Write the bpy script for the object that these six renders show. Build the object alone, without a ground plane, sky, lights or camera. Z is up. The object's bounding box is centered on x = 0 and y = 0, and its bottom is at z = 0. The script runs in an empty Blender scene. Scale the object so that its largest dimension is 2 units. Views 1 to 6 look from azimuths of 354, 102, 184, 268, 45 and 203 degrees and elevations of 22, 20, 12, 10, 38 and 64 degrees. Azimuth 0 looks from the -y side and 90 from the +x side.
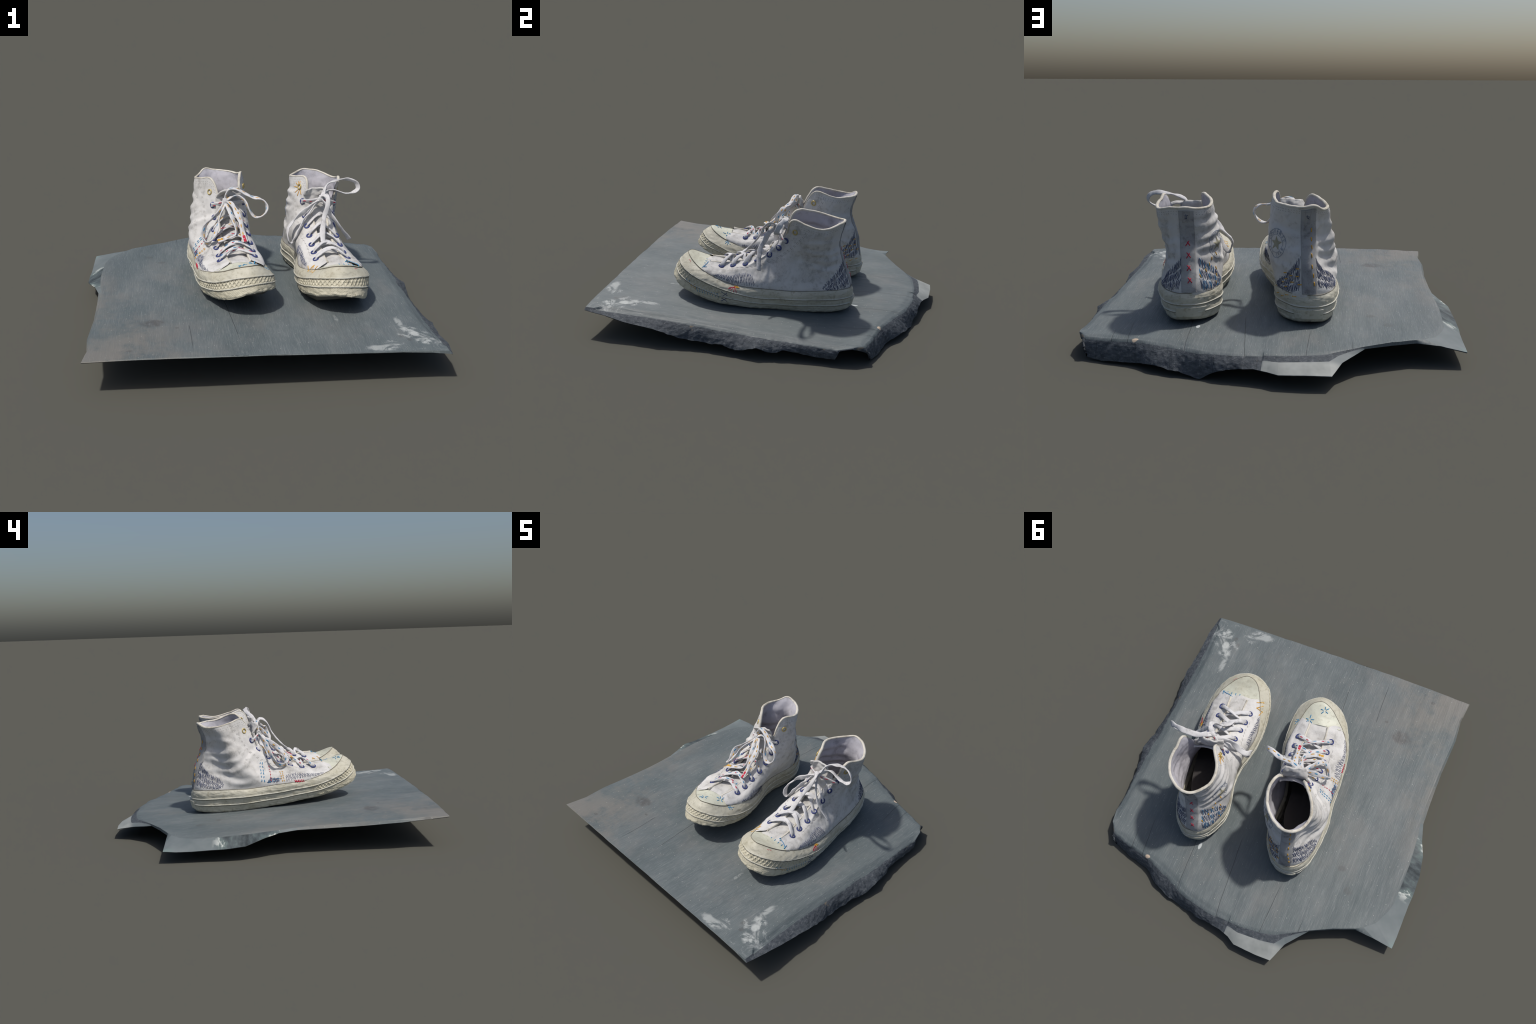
import bpy, bmesh, math, random
import numpy as np
from mathutils import Vector, noise
from mathutils.bvhtree import BVHTree

random.seed(7)
RNG = np.random.default_rng(7)

# ------------------------------------------------------------------ helpers
def cubic(t, y, tq, periodic=False):
    """cubic spline through (t,y) evaluated at tq; natural or periodic."""
    t = np.asarray(t, float); y = np.asarray(y, float)
    if y.ndim == 1: y = y[:, None]
    if periodic:                       # pad by wrapping three knots
        T = t[-1] - t[0]
        t = np.r_[t[-4:-1] - T, t, t[1:4] + T]
        y = np.vstack([y[-4:-1], y, y[1:4]])
    n = len(t); h = np.diff(t)
    A = np.eye(n); b = np.zeros((n, y.shape[1]))
    for i in range(1, n - 1):
        A[i, i-1] = h[i-1]; A[i, i] = 2*(h[i-1] + h[i]); A[i, i+1] = h[i]
        b[i] = 6*((y[i+1]-y[i])/h[i] - (y[i]-y[i-1])/h[i-1])
    m = np.linalg.solve(A, b)
    tq = np.asarray(tq, float)
    k = np.clip(np.searchsorted(t, tq) - 1, 0, n - 2)
    d = (tq - t[k])[:, None]; e = (t[k+1] - tq)[:, None]; hk = h[k][:, None]
    return (m[k]*e**3 + m[k+1]*d**3)/(6*hk) + (y[k]/hk - m[k]*hk/6)*e + (y[k+1]/hk - m[k+1]*hk/6)*d

def chord(P):
    P = np.asarray(P, float)
    return np.r_[0, np.cumsum(np.sqrt(np.linalg.norm(np.diff(P, axis=0), axis=1)) + 1e-9)]

def curve_through(P, n, closed=False):
    P = np.asarray(P, float)
    if closed: P = np.vstack([P, P[:1]])
    t = chord(P)
    q = cubic(t, P, np.linspace(t[0], t[-1], n + (1 if closed else 0)), closed)
    # even spacing
    s = np.r_[0, np.cumsum(np.linalg.norm(np.diff(q, axis=0), axis=1))]
    u = np.linspace(0, s[-1], n + (1 if closed else 0))
    q = np.stack([np.interp(u, s, q[:, i]) for i in range(q.shape[1])], 1)
    return q[:-1] if closed else q

def sstep(x, a, b):
    t = np.clip((np.asarray(x, float) - a)/(b - a), 0, 1); return t*t*(3 - 2*t)

def fnoise(P, scale, seed=0.0, octaves=3):
    return np.array([noise.fractal(Vector((p[0]*scale+seed, p[1]*scale-seed, p[2]*scale+2*seed)), 1.0, 2.0, octaves) for p in P])

def mesh_object(name, verts, faces, material=None, parent=None, smooth=True):
    me = bpy.data.meshes.new(name)
    me.from_pydata([tuple(v) for v in verts], [], [tuple(f) for f in faces])
    me.validate(); me.update()
    ob = bpy.data.objects.new(name, me)
    bpy.context.scene.collection.objects.link(ob)
    if material:
        for m in (material if isinstance(material, (list, tuple)) else [material]): me.materials.append(m)
    if smooth: me.polygons.foreach_set('use_smooth', [True]*len(me.polygons))
    if parent: ob.parent = parent
    return ob

def grid_faces(nu, nv, close_u=False, flip=False, base=0):
    f = []
    for i in range(nu if close_u else nu - 1):
        j = (i + 1) % nu
        for k in range(nv - 1):
            q = (base+i*nv+k, base+j*nv+k, base+j*nv+k+1, base+i*nv+k+1)
            f.append(q[::-1] if flip else q)
    return f

def grid_normals(G, close_u=False):
    """G [nu,nv,3] -> unit normals du x dv"""
    if close_u: du = np.roll(G, -1, 0) - np.roll(G, 1, 0)
    else: du = np.gradient(G, axis=0)
    dv = np.gradient(G, axis=1)
    n = np.cross(du, dv); l = np.linalg.norm(n, axis=2, keepdims=True)
    return n/np.maximum(l, 1e-9)

class Builder:
    """collects pieces for one joined mesh"""
    def __init__(s): s.v = []; s.f = []
    def add(s, verts, faces):
        o = len(s.v); s.v += [tuple(v) for v in verts]; s.f += [tuple(i+o for i in f) for f in faces]
    def make(s, name, mat, parent=None, stuff=False):
        ob = mesh_object(name, s.v, s.f, mat, parent)
        if stuff: ob["kind"] = "stuff"
        return ob

def sweep(path, width_dir, half_w, half_t, nsec=8, closed=False, power=2.0, taper=0.0):
    """flat elliptical section swept along a path; width_dir [n,3]"""
    P = np.asarray(path, float); n = len(P)
    if closed: T = np.roll(P, -1, 0) - np.roll(P, 1, 0)
    else: T = np.gradient(P, axis=0)
    T /= np.maximum(np.linalg.norm(T, axis=1, keepdims=True), 1e-9)
    W = np.asarray(width_dir, float)
    W = W - (W*T).sum(1, keepdims=True)*T
    W /= np.maximum(np.linalg.norm(W, axis=1, keepdims=True), 1e-9)
    N = np.cross(T, W)
    hw = np.broadcast_to(np.asarray(half_w, float), (n,)); ht = np.broadcast_to(np.asarray(half_t, float), (n,))
    a = np.linspace(0, 2*np.pi, nsec, endpoint=False)
    c = np.sign(np.cos(a))*np.abs(np.cos(a))**(2/power); s = np.sign(np.sin(a))*np.abs(np.sin(a))**(2/power)
    G = P[:, None] + W[:, None]*(hw[:, None]*c)[..., None] + N[:, None]*(ht[:, None]*s)[..., None]
    v = G.reshape(-1, 3); f = []
    for i in range(n if closed else n - 1):
        j = (i + 1) % n
        for k in range(nsec):
            m = (k + 1) % nsec
            f.append((i*nsec+k, i*nsec+m, j*nsec+m, j*nsec+k))
    if not closed:
        f.append(tuple(range(nsec))[::-1]); f.append(tuple((n-1)*nsec + k for k in range(nsec)))
    return v, f

# ------------------------------------------------------------------ materials
class NT:
    def __init__(s, name):
        s.m = bpy.data.materials.new(name); s.m.use_nodes = True; s.t = s.m.node_tree
        s.b = s.t.nodes['Principled BSDF']; s.co = s.t.nodes.new('ShaderNodeTexCoord').outputs['Object']
    def link(s, a, b): s.t.links.new(a, b)
    def put(s, sock, val):
        if isinstance(val, bpy.types.NodeSocket): s.link(val, sock)
        else: sock.default_value = val
    def mapping(s, scale=(1, 1, 1), rot=(0, 0, 0), loc=(0, 0, 0), vec=None):
        n = s.t.nodes.new('ShaderNodeMapping'); s.link(vec or s.co, n.inputs[0])
        n.inputs['Scale'].default_value = scale; n.inputs['Rotation'].default_value = rot; n.inputs['Location'].default_value = loc
        return n.outputs[0]
    def noise(s, scale, detail=4, rough=.55, vec=None, dist=0):
        n = s.t.nodes.new('ShaderNodeTexNoise'); s.link(vec or s.co, n.inputs['Vector'])
        n.inputs['Scale'].default_value = scale; n.inputs['Detail'].default_value = detail
        n.inputs['Roughness'].default_value = rough; n.inputs['Distortion'].default_value = dist
        return n.outputs[0]
    def voronoi(s, scale, vec=None, feature='F1'):
        n = s.t.nodes.new('ShaderNodeTexVoronoi'); n.feature = feature; s.link(vec or s.co, n.inputs['Vector'])
        n.inputs['Scale'].default_value = scale; return n.outputs['Distance']
    def wave(s, scale, vec=None, dist=0, direction='X', profile='SIN'):
        n = s.t.nodes.new('ShaderNodeTexWave'); n.bands_direction = direction; n.wave_profile = profile
        s.link(vec or s.co, n.inputs['Vector']); n.inputs['Scale'].default_value = scale
        n.inputs['Distortion'].default_value = dist; return n.outputs['Fac']
    def ramp(s, fac, stops):
        n = s.t.nodes.new('ShaderNodeValToRGB'); s.link(fac, n.inputs[0]); e = n.color_ramp.elements
        while len(e) < len(stops): e.new(0.5)
        for x, (p, c) in zip(e, stops): x.position = p; x.color = (*c, 1) if len(c) == 3 else c
        return n.outputs[0]
    def rng(s, v, a, b, c=0., d=1.):
        n = s.t.nodes.new('ShaderNodeMapRange'); n.interpolation_type = 'SMOOTHSTEP'
        s.put(n.inputs[0], v)
        for i, x in enumerate((a, b, c, d)): n.inputs[i+1].default_value = x
        return n.outputs[0]
    def math(s, op, a, b=0.0):
        n = s.t.nodes.new('ShaderNodeMath'); n.operation = op; s.put(n.inputs[0], a); s.put(n.inputs[1], b); return n.outputs[0]
    def mix(s, fac, a, b, mode='MIX'):
        n = s.t.nodes.new('ShaderNodeMix'); n.data_type = 'RGBA'; n.blend_type = mode
        s.put(n.inputs[0], fac)
        for k, v in ((6, a), (7, b)):
            if isinstance(v, bpy.types.NodeSocket): s.link(v, n.inputs[k])
            else: n.inputs[k].default_value = (*v, 1) if len(v) == 3 else v
        return n.outputs[2]
    def xyz(s, vec=None):
        n = s.t.nodes.new('ShaderNodeSeparateXYZ'); s.link(vec or s.co, n.inputs[0]); return n.outputs
    def bump(s, h, strength=.3, dist=.01):
        n = s.t.nodes.new('ShaderNodeBump'); s.link(h, n.inputs['Height'])
        n.inputs['Strength'].default_value = strength; n.inputs['Distance'].default_value = dist
        s.link(n.outputs[0], s.b.inputs['Normal'])
    def done(s, col, rough=.8, spec=.3):
        s.put(s.b.inputs['Base Color'], col if isinstance(col, bpy.types.NodeSocket) else (*col, 1))
        s.put(s.b.inputs['Roughness'], rough); s.b.inputs['Specular IOR Level'].default_value = spec
        return s.m

def mat_board(name, edge=False):
    """grey paint worn thin over wood grain that runs along y"""
    n = NT(name); X, Y, Z = n.xyz()
    warp = n.mapping((1, 1, 1))
    grain = n.noise(1.0, 5, .65, n.mapping((190, 5, 40)))
    fine = n.noise(1.0, 4, .6, n.mapping((420, 14, 60)))
    blotch = n.noise(2.6, 5, .62, n.mapping((1.6, .7, 1)))
    c = n.ramp(blotch, [(.28, (.07, .09, .094)), (.5, (.104, .125, .129)), (.74, (.152, .171, .173))])  # greys lowered overall to average in the shade baked around the shoes
    c = n.mix(n.rng(n.noise(14, 5, .65), .45, .7, 0, .35), c, (.09, .107, .114))
    c = n.mix(n.rng(grain, .38, .62, .42, 0), c, (.085, .1, .108))
    c = n.mix(n.rng(fine, .52, .70, 0, .42), c, (.27, .285, .285))
    brown = n.rng(n.noise(3.4, 5, .6, n.mapping((1.2, .8, 1), loc=(3, 1, 0))), .5, .68)
    far = n.rng(n.math('ADD', n.math('MULTIPLY', X, 1.0), n.math('MULTIPLY', Y, .5)), -.55, -1.15)
    c = n.mix(n.math('MULTIPLY', n.math('MULTIPLY', n.rng(n.noise(4.5, 5, .65), .38, .6), far), .75), c, (.185, .172, .152))
    c = n.mix(n.math('MULTIPLY', brown, .25), c, (.19, .18, .168))
    c = n.mix(n.rng(n.noise(1.7, 4, .6, n.mapping((1, .8, 1), loc=(5, 2, 0))), .45, .65, 0, .35), c, (.1, .122, .124))
    def spot(x, y, rx, ry, wob=1.1, sc=9):
        v = n.t.nodes.new('ShaderNodeVectorMath'); v.operation = 'LENGTH'
        n.link(n.mapping((1/rx, 1/ry, 0), loc=(-x/rx, -y/ry, 0)), v.inputs[0])
        return n.math('ADD', v.outputs['Value'], n.math('MULTIPLY', n.math('SUBTRACT', n.noise(sc, 4, .6), .5), wob))
    # knots
    kn = n.noise(26, 4, .6)
    for x, y, rx, ry, k in ((-.555, -.59, .075, .05, .75), (-.66, -.9, .02, .012, .7), (-.43, -.66, .014, .01, .6), (-.52, .35, .03, .02, .4), (-.6, .46, .03, .03, .4), (.72, -.87, .018, .02, .5), (.69, -.83, .014, .02, .5)):
        m = n.math('MULTIPLY', n.rng(spot(x, y, rx, ry, .9, 16), 1.1, .5), n.rng(kn, .35, .6, .35, 1))
        c = n.mix(n.math('MULTIPLY', m, k), c, (.075, .072, .07))
    # white lime and paint marks near one corner
    pw = n.noise(11, 6, .7, n.mapping((1, 1, 1), rot=(0, 0, .6)), .6)
    for x, y, rx, ry, lo, k in ((.80, -.885, .06, .04, .40, .95), (.765, -.80, .024, .035, .40, .9), (.755, -.745, .045, .035, .44, .8), (.72, -.66, .022, .07, .44, .6), (.77, -.83, .15, .16, .52, .6), (.57, -.955, .09, .035, .44, .7), (.64, -.9, .06, .035, .5, .55), (.83, -.80, .06, .10, .47, .55), (.40, -.60, .012, .05, .45, .45)):
        m = n.math('MULTIPLY', n.rng(spot(x, y, rx, ry, 1.1, 14), 1.15, .55), n.rng(pw, lo, lo + .1))
        c = n.mix(n.math('MULTIPLY', m, k*.8), c, (.46, .48, .465))
    c = n.mix(n.rng(spot(.318, .545, .010, .024, .5, 30), 1.1, .8, 0, .9), c, (.5, .53, .53))
    c = n.mix(n.rng(spot(.583, .722, .016, .011, .5, 30), 1.1, .8, 0, .9), c, (.55, .43, .32))
    # pale specks
    c = n.mix(n.rng(n.voronoi(34), .085, .05, 0, .75), c, (.42, .43, .40))
    c = n.mix(n.rng(n.voronoi(75), .11, .07, 0, .4), c, (.36, .37, .35))
    # long drying cracks along the grain
    wig = n.math('MULTIPLY', n.math('SUBTRACT', n.noise(5, 3), .5), .012)
    cr = None
    for x, y0, y1, sl in ((.075, .35, 1., .10), (.345, .30, 1., .06), (.625, .45, .9, .12), (.70, .55, .9, .10), (-.22, .55, 1., -.02), (-.42, .68, 1., .0), (-.145, -.85, -.3, .09), (-.36, -.95, -.62, .05)):
        u = n.math('ADD', n.math('SUBTRACT', X, x), n.math('ADD', wig, n.math('MULTIPLY', n.math('SUBTRACT', Y, (y0+y1)/2), sl)))
        m = n.math('MULTIPLY', n.rng(n.math('ABSOLUTE', u), .0032, .001), n.math('MULTIPLY', n.rng(Y, y0, y0 + .12), n.rng(Y, y1, y1 - .03)))
        cr = m if cr is None else n.math('MAXIMUM', cr, m)
    c = n.mix(n.math('MULTIPLY', cr, .6), c, (.04, .045, .048))
    h = n.math('ADD', n.math('MULTIPLY', grain, .8), n.math('MULTIPLY', fine, .5))
    h = n.math('SUBTRACT', h, n.math('MULTIPLY', cr, 2.0))
    n.bump(h, .35, .004)
    return n.done(c, n.rng(grain, .3, .7, .5, .68), .4)

def mat_board_edge():
    n = NT('weathered_board_edge')
    X, Y, Z = n.xyz()
    f = n.noise(34, 6, .68, n.mapping((1, 1, 2.6))); g = n.noise(95, 4, .6)
    c = n.ramp(f, [(.32, (.035, .042, .05)), (.52, (.068, .078, .09)), (.74, (.14, .15, .157))])
    c = n.mix(n.rng(g, .58, .72, 0, .5), c, (.24, .25, .25))
    c = n.mix(n.rng(n.noise(7, 3), .68, .73, 0, .8), c, (.3, .235, .15))
    cr = n.rng(n.wave(1.6, n.mapping((1, .6, .05)), 2.5, 'X', 'SAW'), .985, 1.0)
    c = n.mix(n.math('MULTIPLY', cr, .8), c, (.015, .017, .018))
    n.bump(n.math('ADD', f, n.math('MULTIPLY', g, .4)), .4, .008)
    return n.done(c, .75, .3)

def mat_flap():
    """ragged flaps at the board's rim: grey, with pale and green reflections of the surroundings painted into the colour"""
    n = NT('flap_painted_reflections'); X, Y, Z = n.xyz()
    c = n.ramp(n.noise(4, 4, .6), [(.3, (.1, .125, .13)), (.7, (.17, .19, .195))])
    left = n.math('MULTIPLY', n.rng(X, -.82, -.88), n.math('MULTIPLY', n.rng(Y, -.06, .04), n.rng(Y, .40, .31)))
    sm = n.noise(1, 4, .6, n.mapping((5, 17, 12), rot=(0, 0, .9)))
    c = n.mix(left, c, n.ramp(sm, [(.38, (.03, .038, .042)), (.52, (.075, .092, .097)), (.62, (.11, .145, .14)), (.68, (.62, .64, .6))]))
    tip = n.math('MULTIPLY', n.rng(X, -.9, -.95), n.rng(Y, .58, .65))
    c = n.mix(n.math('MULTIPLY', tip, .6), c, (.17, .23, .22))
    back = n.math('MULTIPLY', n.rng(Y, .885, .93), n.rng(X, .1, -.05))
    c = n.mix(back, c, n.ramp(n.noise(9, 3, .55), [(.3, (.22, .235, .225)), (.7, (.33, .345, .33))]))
    n.bump(n.noise(12, 3), .2, .01)
    return n.done(c, .6, .35)

def mat_canvas(name, col, dirt, amount=.5, weave=True, specks=.35):
    n = NT(name)
    f = n.noise(6.5, 6, .66, None, .4); g = n.noise(28, 5, .65); h = n.noise(90, 3, .6)
    c = n.mix(n.rng(f, .42, .70, 0, amount), col, dirt)
    c = n.mix(n.rng(g, .50, .74, 0, amount*.75), c, tuple(x*.78 for x in dirt))
    c = n.mix(n.rng(n.math('MULTIPLY', f, g), .27, .42, 0, amount*.6), c, tuple(x*.62 for x in dirt))
    c = n.mix(n.math('MULTIPLY', n.rng(n.voronoi(120), .2, .08), n.rng(f, .45, .6, 0, specks)), c, tuple(x*.4 for x in dirt))
    if weave:
        w = n.math('ADD', n.wave(130, None, .6, 'Y'), n.wave(130, None, .6, 'Z'))
        n.bump(n.math('ADD', n.math('MULTIPLY', w, .3), n.math('ADD', g, n.math('MULTIPLY', h, .4))), .3, .004)
    else: n.bump(g, .25, .004)
    return n.done(c, .9, .15)

def mat_rubber(name='aged_rubber', base=(.56, .55, .47), extra=0.0):
    n = NT(name)
    f = n.noise(6, 6, .66, None, .3); g = n.noise(38, 5, .7); st = n.noise(1, 5, .65, n.mapping((14, 14, 55)))
    c = n.mix(n.rng(f, .4, .72, 0, .6), base, (.40, .375, .28))
    c = n.mix(n.rng(g, .5, .7, 0, .48 + extra), c, (.27, .24, .165))
    c = n.mix(n.rng(st, .55, .75, 0, .35 + extra), c, (.22, .21, .17))
    c = n.mix(n.rng(n.voronoi(70), .09, .05, 0, .7), c, (.1, .09, .07))
    n.bump(n.math('ADD', f, n.math('ADD', g, st)), .22, .004)
    return n.done(c, n.rng(f, .3, .7, .45, .65), .4)

def mat_plain(name, col, rough=.8, var=.3, spec=.2, metallic=0.):
    n = NT(name)
    c = n.mix(n.rng(n.noise(60, 3), .3, .7, 0, var), col, tuple(x*.55 for x in col))
    n.bump(n.noise(220, 2), .15, .002)
    n.b.inputs['Metallic'].default_value = metallic
    return n.done(c, rough, spec)

M = {}
def materials():
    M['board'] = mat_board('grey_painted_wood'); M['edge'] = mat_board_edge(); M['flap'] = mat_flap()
    M['canvas'] = mat_canvas('white_canvas', (.61, .6, .585), (.46, .445, .42), .65, True, .8)
    M['lining'] = mat_canvas('canvas_lining', (.5, .49, .53), (.38, .37, .4), .6)
    M['binding'] = mat_canvas('edge_binding', (.62, .59, .52), (.42, .38, .3), .7)
    M['tongue'] = mat_canvas('tongue_canvas', (.56, .55, .53), (.40, .385, .36), .7)
    M['lace'] = mat_canvas('cotton_lace', (.62, .615, .62), (.42, .41, .41), .7)
    M['strip'] = mat_canvas('heel_webbing', (.36, .36, .36), (.2, .2, .21), .8)
    M['rubber'] = mat_rubber('aged_rubber', (.50, .48, .395), .15); M['piping'] = mat_rubber('rubber_piping', (.56, .55, .48))
    M['star'] = mat_plain('faded_star', (.36, .34, .25), .8); M['seam'] = mat_plain('grey_thread', (.36, .35, .34), .9)
    M['cap'] = mat_rubber('toe_cap_rubber', (.57, .575, .475))
    M['bumper'] = mat_rubber('toe_bumper_rubber', (.54, .505, .39), .2)
    M['grime'] = mat_plain('grimy_groove', (.24, .22, .175), .9, .6)
    M['insole'] = mat_plain('insole_cloth', (.05, .046, .045), .95)  # cloth blackened to carry the deep shadow inside the collar
    M['under'] = mat_plain('outsole_rubber', (.16, .15, .13), .8)
    M['navy'] = mat_plain('navy_thread', (.085, .1, .165), .8)
    M['eyelet_blue'] = mat_plain('blue_thread', (.05, .065, .19), .7)
    M['sky'] = mat_plain('sky_blue_thread', (.03, .22, .42), .7)
    M['red'] = mat_plain('red_thread', (.48, .03, .06), .7)
    M['gold'] = mat_plain('golden_thread', (.6, .33, .05), .7)
    M['brass'] = mat_plain('brass', (.55, .43, .16), .4, .2, .5, .6)
    M['ink'] = mat_plain('blue_ink', (.2, .24, .32), .8)

# ------------------------------------------------------------------ board
# edge stations, counter-clockwise from the front right corner:
# top edge (x y z) and foot of the broken skirt below it (x y z)
BOARD_RIM = [
 (.885,-.995,.165,.900,-1.0,.158),(.880,-.86,.155,.921,-.866,.148),(.872,-.73,.140,.925,-.716,.117),(.868,-.59,.130,.942,-.55,.105),
 (.868,-.43,.120,.935,-.45,.078),(.875,-.33,.115,.930,-.363,.061),(.880,-.225,.110,.928,-.23,.052),(.880,-.12,.106,.937,-.14,.057),
 (.875,-.06,.104,.954,-.06,.040),(.878,.0,.103,.955,-.003,.052),(.885,.063,.103,.959,.063,.073),(.889,.15,.102,.946,.151,.044),
 (.889,.22,.10,.931,.212,.065),(.890,.30,.098,.918,.301,.050),(.893,.41,.095,.911,.41,.037),(.903,.51,.092,.909,.509,.037),
 (.902,.53,.094,.903,.533,.088),(.885,.60,.106,.887,.602,.100),(.860,.63,.107,.850,.66,.075),(.843,.655,.105,.834,.695,.060),
 (.830,.665,.10,.823,.701,.014),(.72,.694,.103,.757,.722,.006),(.574,.727,.107,.59,.77,.017),(.475,.758,.108,.474,.842,.036),
 (.384,.797,.108,.367,.885,.026),(.26,.851,.109,.257,.90,.0),(.185,.867,.107,.177,.93,.043),(.10,.885,.107,.105,.935,.061),
 (.0,.887,.108,.01,.946,.070),(-.05,.888,.110,-.053,.965,.065),(-.10,.885,.111,-.102,.993,.063),(-.234,.868,.113,-.239,1.0,.068),
 (-.31,.845,.114,-.332,.997,.066),(-.35,.83,.114,-.376,.885,.088),(-.391,.812,.114,-.43,.82,.100),(-.475,.764,.118,-.476,.766,.112),
 (-.60,.70,.116,-.601,.702,.110),(-.717,.65,.113,-.718,.652,.107),(-.75,.62,.115,-.83,.655,.098),(-.80,.56,.118,-.949,.663,.074),
 (-.845,.47,.121,-.954,.589,.068),(-.862,.418,.125,-.955,.50,.068),(-.867,.308,.130,-.955,.394,.072),(-.868,.25,.133,-.961,.309,.075),
 (-.869,.166,.137,-.958,.2,.086),(-.866,.08,.141,-.935,.084,.126),(-.862,-.025,.146,-.900,.005,.140),(-.85,-.10,.150,-.87,-.102,.146),
 (-.845,-.234,.156,-.866,-.26,.148),(-.852,-.46,.166,-.866,-.465,.152),(-.865,-.70,.178,-.878,-.71,.166),(-.855,-.84,.184,-.866,-.85,.174),
 (-.876,-.985,.194,-.879,-.985,.189),(-.644,-.989,.201,-.644,-.991,.196),(-.396,-.993,.201,-.396,-.995,.196),(0,-.997,.197,0,-.997,.192),
 (.40,-.997,.188,.40,-.997,.183),(.65,-.996,.183,.65,-.997,.178),(.80,-.996,.174,.80,-.997,.169)]

def board_top(x, y):
    """height of the slightly bowed top face"""
    return .158 - .0083*x - .0477*y - .0192*x*x - .007*y*y + .0043*x*y + .010*sstep(y, .5, .75) + .003*sstep(x, .55, .8)*sstep(y, -.2, -.5) - .006*sstep(x, .5, .8)*sstep(y, -.4, .1) - .006*sstep(x, -.7, -.85)*sstep(y, .2, .5)

def build_board():
    S = np.array(BOARD_RIM); n = len(S)
    # linear resample keeps the torn corners sharp; fine noise roughens them
    per = 16; idx = np.arange(n*per)/per
    k = idx.astype(int); f = (idx - k)[:, None]
    E = S[k]*(1 - f) + S[(k+1) % n]*f
    na = len(E); A = E[:, :3].copy(); B = E[:, 3:].copy()
    top = board_top(A[:, 0], A[:, 1])
    low = np.where((idx > 28.6) | (idx < .5), .001, np.where(idx > 19, .007, .014))
    A[:, 2] = np.clip(A[:, 2], top - low, top + .004)
    drop = np.clip(A[:, 2] - B[:, 2] - .006, 0, None)
    rough = np.clip(drop/.05, .10, 1)
    ang_rock = (idx < 27.5) & (idx > .8)
    rough = np.where(ang_rock, rough, .12)
    wob = fnoise(A, 12, 3.)*.006*rough
    ctr = A[:, :2]/np.linalg.norm(A[:, :2], axis=1, keepdims=True)
    A[:, :2] += ctr*wob[:, None]*.7
    B[:, :2] += ctr*(fnoise(B, 18, 8.)*.008*rough)[:, None]
    B[:, 2] = np.maximum(B[:, 2] + fnoise(B, 22, 5.)*.004*rough, 0.0005)
    nr = 70; nsk = 10
    G = np.zeros((na, nr + nsk, 3))
    rr = (np.arange(nr)/(nr - 1))**.7
    rr[0] = .004
    edge = sstep(rr, .955, 1.0)
    for j in range(nr):
        xy = A[:, :2]*rr[j]
        z = board_top(xy[:, 0], xy[:, 1])
        zr = A[:, 2] - board_top(A[:, 0], A[:, 1])
        G[:, j, :2] = xy; G[:, j, 2] = z + zr*edge[j]
        G[:, j, 2] += fnoise(G[:, j]*np.array([3., .6, 1.]), 4.0, 1., 3)*.0028
    for j in range(nsk):
        t = (j + 1)/nsk
        P = A*(1 - t) + B*t
        # rounded shoulder, then a crumbling face
        bulge = np.sin(np.pi*t**.8)*.010*np.clip(drop/.05, 0, 1)*np.where(ang_rock, 1, 0)
        P[:, :2] += ctr*bulge[:, None]
        if j < nsk - 1:
            d = (fnoise(P, 9, 2., 2)*.004 + fnoise(P*np.array([1, 1, 4.]), 34, 9., 3)*.003)*rough
            P[:, :2] += ctr*d[:, None]; P[:, 2] += (d*.4)
        G[:, nr + j] = P
    v = G.reshape(-1, 3); v[:, 2] = np.maximum(v[:, 2], 0)
    nv = nr + nsk
    f = grid_faces(na, nv, True)
    f.append(tuple(i*nv for i in range(na))[::-1])
    root = bpy.data.objects.new('wooden_board', None); bpy.context.scene.collection.objects.link(root)
    root["label"] = "grey painted wooden board with ragged broken edges"; root["category"] = "wooden board"
    N = grid_normals(G, True); N *= np.sign(N[:, nr//2, 2].mean())
    thin = (A[:, 2] - B[:, 2]) < .012
    flatn = np.concatenate([ctr*.6, np.full((na, 1), .8)], 1)
    N[thin, nr:] = flatn[thin][:, None]; N[thin, nr-1] = (0, 0, 1)
    I = G - N*.005; I[..., 2] = np.maximum(I[..., 2], 0)
    up = np.cross(G[1, 20] - G[0, 20], G[0, 21] - G[0, 20])[2] > 0
    def part(name, ii, c0, c1, mat, closed=False, rim=False, centre=False):
        w = c1 - c0; m = len(ii)
        V = np.concatenate([G[ii][:, c0:c1].reshape(-1, 3), I[ii][:, c0:c1].reshape(-1, 3)])
        nn = np.concatenate([N[ii][:, c0:c1].reshape(-1, 3), -N[ii][:, c0:c1].reshape(-1, 3)])
        f = grid_faces(m, w, closed); b = m*w
        if centre: f.append(tuple(i*w for i in range(m))[::-1])
        if not up: f = [q[::-1] for q in f]
        f += [tuple(i + b for i in q)[::-1] for q in f]
        if rim:
            for i in range(m if closed else m - 1):
                j = (i+1) % m; p, q = i*w + w-1, j*w + w-1
                f.append((p, q, q+b, p+b) if up else (p+b, q+b, q, p))
        ob = mesh_object(name, V, f, mat, root)
        ob.data.normals_split_custom_set_from_vertices([tuple(x) for x in nn])
        return ob
    part('board_face', list(range(na)), 0, nr + 1, M['board'], True, False, True)
    def skirt(name, i0, i1, mat):
        part(name, [i % na for i in range(int(i0*per), int(i1*per) + 1)], nr, nr + nsk, mat, rim=True)
    skirt('broken_edge', 0, 28.6, M['edge'])
    seg = [i % na for i in range(int(28.6*per), 35*per + 1)]
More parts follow.
